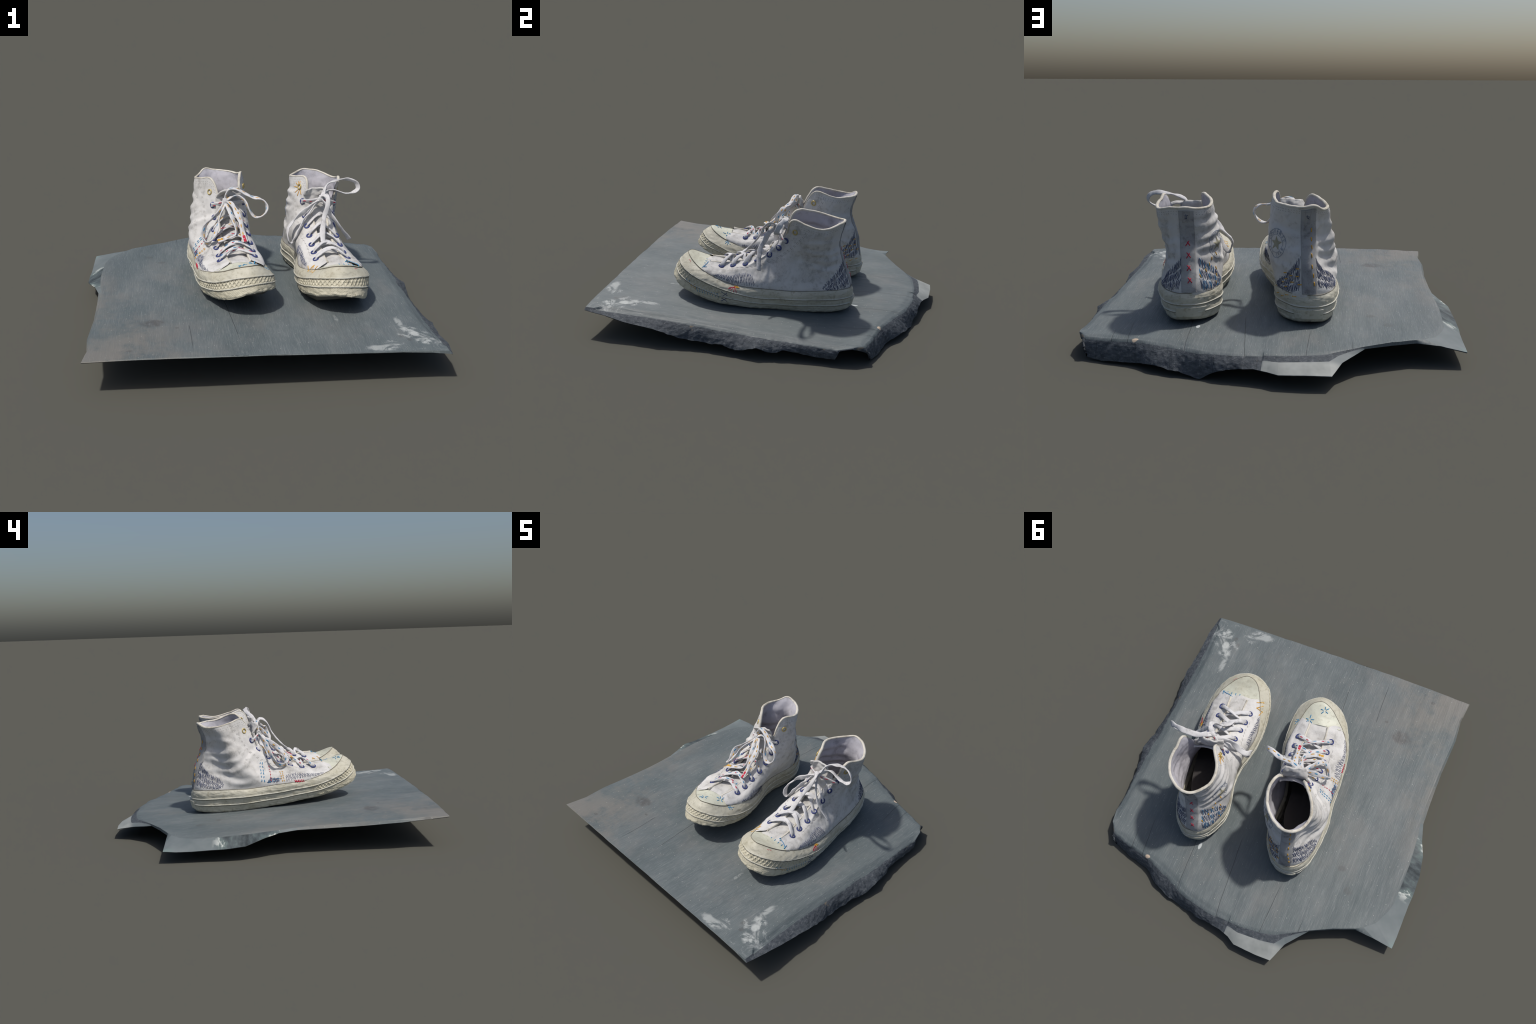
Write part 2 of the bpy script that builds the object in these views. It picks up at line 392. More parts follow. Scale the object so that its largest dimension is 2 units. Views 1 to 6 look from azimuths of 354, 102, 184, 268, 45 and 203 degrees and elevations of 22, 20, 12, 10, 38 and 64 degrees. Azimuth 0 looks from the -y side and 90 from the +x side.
    part('broken_edge', seg, nr, nr + 4, M['edge'])
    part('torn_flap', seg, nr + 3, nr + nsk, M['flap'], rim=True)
    skirt('thin_edge', 35, 38, M['board'])
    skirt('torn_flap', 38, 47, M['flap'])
    skirt('thin_edge', 47, n, M['board'])
    return root

# ------------------------------------------------------------------ shoes
ANG = math.radians(7.25)
FWD = np.array([math.sin(ANG), -math.cos(ANG)]); SIDE = np.array([math.cos(ANG), math.sin(ANG)])

# Sole stations from the heel round the outer side to the toe and back along the inner side.
# Each: tread edge (s w z), widest line under the upper piping (s w z), top edge of the rubber foxing (s w z)
# s = distance from the heel, w = outward offset, z = height
SOLE = [
 (.008,0,.152,-.010,0,.235,.000,0,.285),(.018,.060,.149,-.002,.060,.235,.006,.055,.285),(.055,.092,.146,.036,.100,.235,.042,.092,.286),
 (.11,.114,.143,.098,.134,.236,.098,.126,.287),(.195,.130,.142,.195,.160,.237,.198,.153,.286),(.317,.134,.141,.319,.176,.237,.32,.160,.280),
 (.446,.140,.147,.446,.174,.234,.43,.160,.280),(.573,.153,.154,.55,.180,.235,.54,.166,.286),(.66,.157,.162,.64,.183,.250,.63,.165,.290),
 (.74,.155,.170,.735,.184,.272,.72,.157,.302),(.82,.147,.178,.828,.170,.298,.80,.145,.325),(.915,.120,.196,.908,.147,.323,.875,.123,.352),
 (.99,.100,.222,.98,.110,.348,.935,.083,.375),(1.055,.060,.25,1.03,.058,.370,.985,.030,.405),(1.085,.010,.275,1.055,.0,.380,1.012,-.02,.422),
 (1.095,-.05,.292,1.06,-.055,.383,1.016,-.05,.425),(1.07,-.115,.288,1.04,-.107,.380,1.0,-.09,.420),(1.02,-.168,.27,1.0,-.163,.368,.965,-.121,.400),
 (.955,-.19,.25,.94,-.19,.347,.91,-.145,.373),(.89,-.20,.23,.885,-.202,.325,.86,-.16,.355),(.806,-.199,.208,.82,-.209,.30,.80,-.18,.335),
 (.717,-.186,.19,.73,-.208,.276,.72,-.187,.315),(.634,-.165,.172,.64,-.198,.26,.64,-.18,.302),(.545,-.139,.16,.55,-.168,.25,.55,-.155,.295),
 (.407,-.112,.152,.42,-.135,.242,.42,-.135,.29),(.278,-.125,.147,.29,-.145,.238,.29,-.148,.288),(.158,-.13,.145,.19,-.152,.236,.19,-.15,.287),
 (.08,-.1,.146,.095,-.122,.236,.095,-.118,.286),(.025,-.055,.15,.026,-.076,.235,.035,-.078,.285)]

# extra lift of the right-foot shoe along its length: tread, piping, foxing top
LIFT_S = (0, .3, .57, .66, .78, .9, 1.0, 1.06)
LIFT = ((0, .005, .024, .033, .038, .040, .037, .034), (0, .01, .033, .028, .012, .008, .012, .025), (0, .01, .028, .028, .024, .014, .017, .017))

# Upper stations: position along the foxing (index into SOLE), then three points up the canvas and the point on the
# opening edge.  Listed from the heel forward, outer side then inner side.
UPPER = {
'left': dict(
 heel=(0, (.022,0,.365),(.062,0,.47),(.083,.003,.56),(.052,.008,.691)),
 outer=[
 (2,(.06,.072,.36),(.08,.06,.46),(.09,.062,.56),(.065,.06,.69)),(3,(.112,.108,.36),(.13,.097,.45),(.132,.098,.55),(.093,.101,.686)),
 (3.7,(.178,.13,.35),(.182,.117,.44),(.18,.131,.54),(.15,.147,.672)),(4.6,(.268,.142,.35),(.25,.125,.44),(.235,.152,.54),(.213,.169,.675)),
 (5.5,(.36,.146,.355),(.33,.125,.45),(.29,.152,.55),(.265,.168,.689)),(6.2,(.43,.138,.365),(.395,.117,.47),(.345,.133,.57),(.315,.155,.704)),
 (6.8,(.5,.122,.375),(.455,.092,.47),(.402,.1,.577),(.362,.146,.714)),(7.4,(.555,.112,.38),(.505,.083,.46),(.447,.078,.525),(.405,.1,.62)),
 (8,(.6,.108,.38),(.55,.077,.437),(.5,.07,.49),(.45,.05,.545)),(9,(.67,.108,.375),(.62,.08,.408),(.575,.06,.435),(.545,.035,.47)),
 (9.8,(.75,.115,.365),(.71,.08,.385),(.675,.055,.4),(.65,.03,.42)),(10.5,(.82,.11,.365),(.79,.08,.376),(.77,.055,.384),(.755,.03,.395)),
 (11.55,(.905,.09,.374),(.9,.07,.384),(.888,.05,.391),(.868,.032,.398))],
 inner=[
 (28,(.058,-.066,.36),(.09,-.052,.46),(.1,-.05,.56),(.072,-.035,.686)),(27,(.112,-.103,.36),(.13,-.088,.46),(.132,-.083,.56),(.107,-.073,.683)),
 (26.3,(.175,-.133,.355),(.18,-.12,.46),(.175,-.112,.56),(.159,-.106,.687)),(25.5,(.24,-.158,.36),(.225,-.143,.46),(.22,-.133,.57),(.224,-.112,.703)),
 (24.7,(.32,-.158,.365),(.295,-.148,.46),(.28,-.133,.58),(.288,-.093,.718)),(24,(.405,-.155,.37),(.365,-.143,.47),(.33,-.12,.585),(.335,-.068,.728)),
 (23.5,(.465,-.158,.37),(.42,-.14,.46),(.375,-.108,.57),(.365,-.061,.714)),(23.1,(.525,-.16,.37),(.475,-.132,.44),(.42,-.095,.53),(.398,-.063,.64)),
 (22.6,(.575,-.165,.37),(.53,-.132,.43),(.48,-.09,.48),(.44,-.05,.545)),(21.8,(.645,-.168,.37),(.61,-.13,.412),(.575,-.09,.437),(.545,-.05,.47)),
 (20.9,(.725,-.172,.362),(.7,-.14,.386),(.67,-.1,.407),(.65,-.058,.422)),(20,(.805,-.165,.362),(.785,-.14,.376),(.77,-.11,.388),(.76,-.068,.398)),
 (18.45,(.9,-.142,.376),(.894,-.122,.385),(.884,-.1,.392),(.866,-.078,.399))]),
'right': dict(
 heel=(0, (.012,0,.37),(.033,0,.46),(.075,-.005,.585),(.044,-.016,.703)),
 outer=[
 (2,(.06,.062,.36),(.08,.04,.46),(.1,.035,.585),(.045,.025,.708)),(3,(.118,.09,.36),(.135,.062,.46),(.135,.052,.585),(.075,.062,.689)),
 (3.7,(.185,.12,.355),(.19,.103,.46),(.178,.094,.58),(.123,.093,.685)),(4.6,(.268,.158,.36),(.248,.146,.46),(.22,.13,.58),(.175,.104,.693)),
 (5.5,(.36,.175,.365),(.32,.145,.47),(.275,.118,.58),(.225,.095,.705)),(6.2,(.43,.148,.362),(.385,.098,.475),(.325,.076,.59),(.275,.072,.718)),
 (6.8,(.495,.126,.378),(.45,.08,.46),(.38,.045,.575),(.325,.038,.726)),(7.4,(.555,.12,.382),(.5,.072,.447),(.425,.034,.53),(.372,.012,.67)),
 (8,(.6,.117,.382),(.545,.071,.437),(.48,.042,.48),(.418,.008,.585)),(9,(.68,.135,.38),(.625,.09,.416),(.57,.06,.438),(.53,.022,.475)),
 (9.8,(.755,.13,.378),(.715,.085,.393),(.675,.06,.405),(.65,.028,.43)),(10.5,(.825,.115,.378),(.795,.085,.39),(.77,.06,.4),(.755,.03,.408)),
 (11.55,(.905,.09,.394),(.9,.07,.406),(.888,.05,.413),(.868,.032,.419))],
 inner=[
 (28,(.055,-.072,.36),(.068,-.068,.46),(.095,-.062,.585),(.057,-.05,.701)),(27,(.11,-.112,.36),(.117,-.112,.46),(.13,-.102,.585),(.085,-.09,.702)),
 (26.3,(.165,-.143,.365),(.17,-.15,.47),(.174,-.139,.585),(.13,-.13,.705)),(25.5,(.235,-.17,.375),(.235,-.184,.49),(.225,-.178,.6),(.18,-.154,.71)),
 (24.7,(.315,-.17,.375),(.29,-.187,.49),(.27,-.182,.61),(.23,-.165,.725)),(24,(.4,-.165,.375),(.36,-.178,.49),(.32,-.17,.61),(.28,-.16,.742)),
 (23.5,(.465,-.165,.38),(.42,-.168,.475),(.37,-.155,.59),(.325,-.143,.739)),(23.1,(.525,-.168,.38),(.48,-.16,.455),(.42,-.145,.54),(.368,-.13,.68)),
 (22.6,(.58,-.172,.38),(.535,-.155,.44),(.48,-.135,.495),(.418,-.12,.585)),(21.8,(.65,-.175,.38),(.615,-.15,.42),(.58,-.128,.45),(.535,-.1,.48)),
 (20.9,(.728,-.178,.375),(.7,-.148,.4),(.675,-.125,.415),(.65,-.092,.432)),(20,(.805,-.168,.378),(.785,-.145,.393),(.77,-.125,.403),(.76,-.092,.412)),
 (18.45,(.9,-.142,.394),(.894,-.122,.405),(.884,-.105,.412),(.866,-.085,.419))]),
}

# cloth folds on the ankle: side (+ outer, - inner), height, width, then points (s, z) of the crest
FOLDS = {
'right': [(1,.013,.020,(.06,.425),(.17,.402),(.26,.418),(.34,.466),(.42,.515)), (1,.010,.018,(.08,.52),(.17,.515),(.27,.545)),
          (1,.010,.020,(.10,.375),(.16,.36),(.24,.336),(.36,.332)), (1,.006,.016,(.1,.605),(.2,.60),(.30,.56)), (1,.007,.014,(.12,.47),(.2,.462),(.3,.49)),
          (-1,.006,.016,(.06,.49),(.2,.48),(.3,.50)), (-1,.005,.016,(.07,.56),(.2,.57)), (-1,.005,.018,(.08,.40),(.25,.42))],
'left':  [(1,.006,.016,(.06,.525),(.16,.50),(.28,.525)), (1,.006,.016,(.07,.415),(.16,.41),(.32,.445)), (1,.005,.014,(.08,.465),(.25,.46)), (1,.005,.014,(.1,.575),(.28,.58)),
          (-1,.010,.016,(.06,.60),(.18,.60),(.3,.625)), (-1,.010,.016,(.07,.535),(.2,.545),(.3,.56)), (-1,.010,.016,(.08,.49),(.2,.495),(.32,.525)),
          (-1,.008,.016,(.1,.43),(.22,.42),(.3,.40))],
}

EYELETS = {
'left': dict(outer=[(.399,.098,.577),(.442,.080,.523),(.501,.076,.474),(.573,.066,.425),(.646,.065,.400),(.720,.058,.376),(.795,.060,.371)],
             inner=[(.395,-.093,.595),(.440,-.088,.525),(.491,-.083,.470),(.566,-.092,.439),(.644,-.101,.414),(.714,-.109,.394),(.786,-.120,.388)],
             vent=[(.350,.137,.641),(.335,-.080,.665)]),
'right': dict(outer=[(.387,.033,.584),(.429,.032,.520),(.495,.048,.470),(.563,.059,.440),(.638,.062,.412),(.713,.057,.385),(.790,.066,.386)],
             inner=[(.385,-.140,.590),(.430,-.138,.530),(.490,-.136,.480),(.556,-.134,.447),(.628,-.132,.423),(.700,-.130,.402),(.772,-.128,.405)],
             vent=[(.343,.046,.651),(.324,-.156,.670)]),
}

class Shoe:
    def __init__(s, foot):
        s.foot = foot; s.sg = 1 if foot == 'left' else -1
        s.H = np.array([.362, .52]) if foot == 'left' else np.array([-.217, .51])
        s.root = bpy.data.objects.new('sneaker', None); bpy.context.scene.collection.objects.link(s.root)
        s.root["category"] = "sneaker"
        s.root["label"] = ("worn white canvas high-top sneaker with plain laces" if foot == 'left'
                           else "worn white canvas high-top sneaker with embroidered laces")
    def W(s, P):
        P = np.asarray(P, float); o = np.empty_like(P)
        o[..., :2] = s.H + P[..., :1]*FWD + s.sg*P[..., 1:2]*SIDE; o[..., 2] = P[..., 2]
        return o
    def L(s, Q):
        Q = np.asarray(Q, float); d = Q[..., :2] - s.H
        return np.stack([d@FWD, s.sg*(d@SIDE), Q[..., 2]], -1)
    def flip(s, faces):
        return [f[::-1] for f in faces] if s.sg < 0 else faces
    def obj(s, name, local, faces, mat, stuff=False):
        ob = mesh_object(name, s.W(np.asarray(local)), s.flip(faces), mat, s.root)
        if stuff: ob["kind"] = "stuff"
        return ob

    # ---- sole curves
    def sole_curves(s):
        T = np.array(SOLE); n = len(T)
        if s.foot == 'right':
            for c in range(3): T[:, 3*c+2] += np.interp(T[:, 3*c], LIFT_S, LIFT[c])
            T[7:12, 7] += np.array([.008, .014, .022, .02, .01])      # outer foxing sits wider
        s.T = T; s.n = n
        t = np.arange(n + 1)
        s.curve = lambda q: cubic(t, np.vstack([T, T[:1]]), np.mod(np.asarray(q, float), n), True)
    def fox(s, q): return s.curve(q)[:, 6:9]

    def build_sole(s):
        s.sole_curves()
        nu = 1000; q = np.linspace(0, s.n, nu, endpoint=False)
        # even spacing along the widest line
        fine = np.linspace(0, s.n, 4000); C = s.curve(fine)[:, 3:6]
        L = np.r_[0, np.cumsum(np.linalg.norm(np.diff(C, axis=0), axis=1))]
        q = np.interp(np.linspace(0, L[-1], nu, endpoint=False), L, fine); arc = np.linspace(0, L[-1], nu, endpoint=False)
        E = s.curve(q); B, Wd, F = E[:, :3], E[:, 3:6], E[:, 6:9]
        cen = np.stack([np.interp(Wd[:, 0], [0, .45, 1.1], [.12, .45, .9]), np.interp(Wd[:, 0], [0, .4, .8, 1.1], [0, .02, -.01, -.05]), 0*arc], 1)
        out = Wd - cen; out[:, 2] = 0; out /= np.linalg.norm(out, axis=1, keepdims=True)
        toe = sstep(Wd[:, 0], .765, .785)                 # bumper zone
        nv = 60; v = np.linspace(0, 1, nv)
        G = np.zeros((nu, nv, 3))
        for j, x in enumerate(v):
            if x < .62: 
                t = x/.62; P = B*(1 - t) + Wd*t
                P = P + out*.005*math.sin(math.pi*t)
            else:
                t = (x - .62)/.38; P = Wd*(1 - t) + F*t
                P = P + out*.006*math.sin(math.pi*t)
            d = np.zeros(nu)
            d += .002*math.exp(-((x-.60)/.03)**2)                       # upper piping
            d += .002*math.exp(-((x-.33)/.03)**2)          # lower piping
            if .35 < x < .58:                                           # diamond ridges on the bumper
                a = arc*2*np.pi/.024; b = (x - .35)*34
                ridge = np.maximum(np.cos(a + b), np.cos(a - b))
                d += toe*(np.clip(ridge, 0, 1)**1.2*.0058 - .0025)*sstep(x, .35, .38)*sstep(x, .58, .55)
            if .05 < x < .33:
                d += toe*.0006*np.sin(arc*2*np.pi/.011 + x*90)
            P = P + out*d[:, None]
            w = fnoise(P, 9, 4., 3)*.0035 + fnoise(P*np.array([1, 1, 3.]), 26, 7., 2)*.002
            if x < .12: w = w + fnoise(P, 40, 2., 2)*.004
            P = P + out*w[:, None]
            # rounded tread edge
            P = P + out*(.007*(1 - x)**2*sstep(Wd[:, 0], .5, .85) + .005*(1 - x)**2 - .006*math.exp(-(x/.04)**2))[:, None]
            G[:, j] = P
        s.soleG = G; s.soleq = q
        # lip going inside behind the canvas
        lip = [F - out*.012 - np.array([0, 0, .006]), F - out*.03 - np.array([0, 0, .03])]
        G2 = np.concatenate([G, np.stack(lip, 1)], 1); nv2 = nv + 2
        k1, k2 = int(.58*nv), nv2
        faces = grid_faces(nu, nv2, True)
        # outer toe bumper is its own part
        i0 = int(np.argmax(Wd[:, 0] > .775)); i1 = nu - 1 - int(np.argmax(Wd[::-1, 0] > .775))
        col_split = int(round(.6*(nv-1)))
        fs, fb = [], []
        for i in range(nu):
            for k in range(nv2 - 1):
                j = (i+1) % nu
                f = (i*nv2+k, j*nv2+k, j*nv2+k+1, i*nv2+k+1)
                (fb if (i0 <= i < i1 and k < col_split) else fs).append(f)
        V = G2.reshape(-1, 3)
        def sub(fl):
            u = sorted({i for f in fl for i in f}); m = {a: b for b, a in enumerate(u)}
            return V[u], [tuple(m[i] for i in f) for f in fl]
        vv, ff = sub(fs); s.obj('foxing_band', vv, ff, M['rubber'])
        vv, ff = sub(fb); s.obj('toe_bumper', vv, ff, M['bumper'])
        # tread: closes the underside
        rings = [G[:, 0], G[:, 0] - out*.02 - np.array([0, 0, .004])]
        c = G[:, 0].mean(0); nt = 8
        for r in np.linspace(.8, .02, nt):
            b = G[:, 0].copy()
            mid = np.stack([G[:, 0, 0]*r + c[0]*(1-r), G[:, 0, 1]*r + (-.01)*(1-r), np.zeros(nu)], 1)
            mid[:, 2] = np.interp(mid[:, 0], [.0, .2, .45, .7, .8, .92, 1.03, 1.1], [.15, .14, .146, .165, .178, .2, .25, .29]) - .004
            if s.foot == 'right': mid[:, 2] += np.interp(mid[:, 0], LIFT_S, LIFT[0])
            rings.append(mid)
        R = np.stack(rings, 1); nr = R.shape[1]
        f = grid_faces(nu, nr, True, flip=True); f.append(tuple(i*nr + nr-1 for i in range(nu)))
        s.obj('outsole', R.reshape(-1, 3), f, M['under'])
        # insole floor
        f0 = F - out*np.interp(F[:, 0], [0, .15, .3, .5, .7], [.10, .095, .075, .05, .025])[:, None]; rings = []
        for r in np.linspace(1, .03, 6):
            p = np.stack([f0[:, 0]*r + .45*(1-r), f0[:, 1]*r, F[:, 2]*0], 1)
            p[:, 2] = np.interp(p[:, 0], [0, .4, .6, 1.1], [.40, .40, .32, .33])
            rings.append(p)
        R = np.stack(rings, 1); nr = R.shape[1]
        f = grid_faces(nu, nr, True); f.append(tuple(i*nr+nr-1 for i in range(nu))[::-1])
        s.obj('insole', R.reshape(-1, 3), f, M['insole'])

    # ---- canvas upper
    def build_upper(s):
        D = UPPER[s.foot]
        st = [D['outer'][i] for i in range(len(D['outer'])-1, -1, -1)] + [D['heel']] + D['inner']
        n = len(st); nvv = 72
        prof = []
        for q, *pts in st:
            f = s.fox([q])[0]
            # start a little below the foxing top, inside the rubber
            low = f + np.array([0, 0, -.02]); low[1] *= .985
            P = np.vstack([low, f*np.array([1, .992, 1]) + np.array([.0, 0, .002]), pts])
            t = np.r_[0, np.cumsum(np.linalg.norm(np.diff(P, axis=0), axis=1))]
            prof.append(cubic(t/t[-1], P, np.linspace(0, 1, nvv)))
        prof = np.array(prof)                       # [n, nvv, 3]
        mid = prof[:, nvv//2]; t = np.r_[0, np.cumsum(np.linalg.norm(np.diff(mid, axis=0), axis=1))]
        top = prof[:, -1]; t2 = np.r_[0, np.cumsum(np.linalg.norm(np.diff(top, axis=0), axis=1))]
        t = t/t[-1] + t2/t2[-1]
        nu = 330; tq = np.linspace(0, t[-1], nu)
        G = cubic(t, prof.reshape(n, -1), tq).reshape(nu, nvv, 3)
        N = grid_normals(G)
        if (N[nu//2, nvv//2, 0] > 0): N = -N         # heel normal points backwards (-s)
        # folds
        S_, W_, Z_ = G[..., 0], G[..., 1], G[..., 2]
        vv = np.linspace(0, 1, nvv)[None, :]
        lat = sstep(W_, .0, .06); med = sstep(-W_, .0, .06)
        flat = G.reshape(-1, 3)
        wv = fnoise(flat*np.array([1, 1, .7]), 8, 11. + s.sg, 3).reshape(nu, nvv)
        d = np.zeros((nu, nvv))
        for side, amp, width, *pts in FOLDS[s.foot]:
            pts = np.array(pts)
            zc = np.interp(S_, pts[:, 0], pts[:, 1]) if len(pts) < 3 else cubic(pts[:, 0], pts[:, 1], np.clip(S_.ravel(), pts[0, 0], pts[-1, 0]))[:, 0].reshape(nu, nvv)
            env = sstep(S_, pts[0, 0] - .03, pts[0, 0] + .03)*sstep(S_, pts[-1, 0] + .04, pts[-1, 0] - .03)
            x = (Z_ - zc + wv*.012)/width
            d += (lat if side > 0 else med)*env*amp*.6*(np.exp(-x**2) - .75*np.exp(-((x - 1.7)/1.1)**2))
        d += fnoise(flat, 11, 2.5 + s.sg, 3).reshape(nu, nvv)*.005*sstep(vv, .02, .2)*sstep(vv, 1.0, .9)
        d += fnoise(flat, 30, 5.5, 2).reshape(nu, nvv)*.0012
        G = G + N*d[..., None]
        s.G = G; s.N = N
        f = grid_faces(nu, nvv)
        # orient outwards
        e1 = G[nu//2+1, 30] - G[nu//2, 30]; e2 = G[nu//2, 31] - G[nu//2, 30]
        if np.cross(e1, e2)@N[nu//2, 30] < 0: f = [q[::-1] for q in f]
        s.upper = s.obj('canvas_upper', G.reshape(-1, 3), f, M['canvas'])
        I = G - N*.013
        s.obj('lining', I.reshape(-1, 3), [q[::-1] for q in f], M['lining'])
        # bound edge round collar and throat
        E = (G[:, -1] + I[:, -1])/2
        wd = G[:, -1] - I[:, -1]
        E = E + fnoise(E, 30, 1.)[:, None]*.0015
        v, ff = sweep(E, wd, .0085, .006, 10)
        s.obj('collar_binding', v, ff, M['binding'])
        s.edge = E
        # BVH in world space
        me = s.upper.data
        s.bvh = BVHTree.FromPolygons([v.co.copy() for v in me.vertices], [tuple(p.vertices) for p in me.polygons])

    def build_cap(s):
        q0, q1 = 11.2, 18.6; m = 15.0
        nt, nw = 60, 49
        rows = []
        K = .018 if s.foot == 'left' else .030
        for i in range(nt):
            t = i/(nt-1)
            a = s.fox([q0 + (m - .03 - q0)*t])[0]; b = s.fox([q1 + (m + .03 - q1)*t])[0]
            x = np.linspace(0, 1, nw)
            P = a*(1-x[:, None]) + b*x[:, None]
            wid = np.linalg.norm(a - b)
            P[:, 2] += (4*x*(1-x))*K*(wid/.25)**1.6 + .003
            P[:, 0] -= np.sin(np.pi*x)*.012*(1-t)**2
            rows.append(P)
        R = np.array(rows)
        nz = fnoise(R.reshape(-1, 3), 9, 3. + s.sg, 3).reshape(nt, nw)*.005
        R[..., 2] += nz*np.sin(np.pi*np.linspace(0, 1, nw))[None, :]
        s.capG = R
        rear = R[:1].copy(); rear[..., 2] -= .012; rear[..., 0] += .004
        R2 = np.concatenate([rear, R], 0)
        f = grid_faces(nt+1, nw)
        e = np.cross(R[10, 20] - R[9, 20], R[10, 21] - R[10, 20])
        if e[2] < 0: f = [q[::-1] for q in f]
        s.cap = s.obj('toe_cap', R2.reshape(-1, 3), f, M['cap'])
        me = s.cap.data
        s.capbvh = BVHTree.FromPolygons([v.co.copy() for v in me.vertices], [tuple(p.vertices) for p in me.polygons])

    def build_tongue(s):
        if s.foot == 'left':
            path = [(.93,-.03,.362),(.86,-.025,.386),(.77,-.022,.380),(.65,-.015,.396),(.54,-.008,.436),(.465,.0,.505),(.425,.005,.58),(.41,-.01,.64),(.415,-.02,.675)]
            hw = [.09,.085,.075,.07,.075,.08,.08,.075,.06]
        else:
            path = [(.93,-.03,.382),(.86,-.03,.405),(.77,-.03,.392),(.65,-.032,.404),(.54,-.04,.443),(.455,-.05,.512),(.42,-.055,.59),(.41,-.055,.65),(.425,-.055,.69)]
            hw = [.09,.085,.075,.07,.07,.075,.075,.07,.055]
        n = 70; P = np.asarray(path); t = chord(P); tq = np.linspace(0, t[-1], n)
        C = cubic(t, P, tq); h = cubic(t, np.array(hw), tq)[:, 0]
        T = np.gradient(C, axis=0); T /= np.linalg.norm(T, axis=1, keepdims=True)
        up = np.cross(T, np.tile([0, 1., 0], (n, 1))); up /= np.linalg.norm(up, axis=1, keepdims=True)
        up *= np.where(up[:, 2:3] < 0, -1, 1)
        m = 25; x = np.linspace(-1, 1, m)
        G = C[:, None] + np.array([0, 1., 0])*(h[:, None]*x)[..., None] + up[:, None]*((1 - x**2)*.012 - .010)[None, :, None]
        flat = G.reshape(-1, 3)
        d = fnoise(flat, 14, 6. + s.sg, 3).reshape(n, m)*.018*(.5 + .8*sstep(np.arange(n)/n, .75, 1.))[:, None]
        G = G + up[:, None]*d[..., None]
        f = grid_faces(n, m)
        ob = s.obj('tongue', G.reshape(-1, 3), f, M['tongue'])
        md = ob.modifiers.new('s', 'SOLIDIFY'); md.thickness = .010; md.offset = 0

    # ---- surface placement
    def snap(s, p, off=0.0, bvh=None):
        """nearest canvas point to a local position -> local position, local normal"""
        w = Vector(s.W(np.asarray(p, float)))
        loc, nor, i, d = (bvh or s.bvh).find_nearest(w)
        nw = np.array(nor); loc = np.array(loc) + nw*off
        nl = np.array([nw[:2]@FWD, s.sg*(nw[:2]@SIDE), nw[2]])
        return s.L(loc), nl

    def ring(s, name, p, R, r, mat, squash=1.0):
        c, nrm = s.snap(p, r*.6)
        a = np.cross(nrm, [1, 0, 0.]); a /= np.linalg.norm(a); b = np.cross(nrm, a)
        th = np.linspace(0, 2*np.pi, 28, endpoint=False)
        path = c + R*(np.cos(th)[:, None]*a + np.sin(th)[:, None]*b)
        v, f = sweep(path, np.tile(nrm, (28, 1)), r, r*squash, 8, closed=True)
        return s.obj(name, v, f, mat), c, nrm

    def build_eyelets(s):
        s.eye = {}
        for side in ('outer', 'inner'):
            s.eye[side] = []
            for p in EYELETS[s.foot][side]:
                ob, c, nrm = s.ring('eyelet', p, .0142, .0042, M['eyelet_blue'])
                s.eye[side].append((c, nrm))
        for p in EYELETS[s.foot]['vent']:
            s.ring('vent_grommet', p, .0140, .0036, M['brass'])

    # ---- laces
    def ribbon(s, name, pts, wd, hw=.0125, ht=.0052, n=60, wob=.002, mat='lace', twist=.35):
        C = curve_through(pts, n)
        C = C + np.stack([fnoise(C, 22, k + 1.)*wob for k in range(3)], 1)
        t = np.linspace(0, 1, n)[:, None]
        W0 = np.asarray(wd, float)
        if W0.ndim == 1: W0 = np.tile(W0, (n, 1))
        elif len(W0) != n:
            tt = np.linspace(0, 1, len(W0)); W0 = np.stack([np.interp(t[:, 0], tt, W0[:, i]) for i in range(3)], 1)
        k = fnoise(C, 14, 4.)
        tw = fnoise(C, 7, 9.)*twist
        T_ = np.gradient(C, axis=0); T_ /= np.linalg.norm(T_, axis=1, keepdims=True)
        W0 = W0/np.linalg.norm(W0, axis=1, keepdims=True)
        W0 = W0*np.cos(tw)[:, None] + np.cross(T_, W0)*np.sin(tw)[:, None]
        v, f = sweep(C, W0, hw*(1 + .3*k), ht*(1 - .2*k), 12, power=2.6)
        ob = s.obj(name, v, f, M[mat])
        return ob, C, W0

    def build_laces(s):
        s.lace_paths = []
        O, I = s.eye['outer'], s.eye['inner']
        for i in range(len(O) - 1, 0, -1):
            for src, dst, sgn in ((O, I, 1), (I, O, -1)):
                c, n1 = src[i]; d, n2 = dst[i-1]
                cen = np.array([(c[0]+d[0])/2, (c[1]+d[1])/2, (c[2]+d[2])/2])
                dirw = np.sign(d[1] - c[1])
                over = .010 if (sgn > 0) == (i % 2 == 0) else .002
                lift = np.array([-.3, 0, .95])
                ctr = cen + lift*(.030 + over)
                p0 = c - n1*.006
                p1 = c + n1*.007 + np.array([-.004, dirw*.006, 0])
                p2 = c*.62 + ctr*.38 + n1*.012
                p3 = ctr
                p4 = d*.66 + ctr*.34 + np.array([.002, 0, -.014])
                p5 = d + n2*(-.016)
                lat = np.array([1., -.35*dirw, -.25])
                s.lace_paths.append(s.ribbon('lace_row', [p0, p1, p2, p3, p4, p5], lat, n=44))
        B = BOWS[s.foot]; K = np.array(B['knot'])
        for side in ('outer', 'inner'):
            c, n1 = s.eye[side][0]
            m = c*.5 + K*.5 + n1*.006 + np.array([0, 0, -.004])
            s.lace_paths.append(s.ribbon('lace_row', [c - n1*.006, c + n1*.007, m, K], np.array([.5, 0, 1.]), n=36))
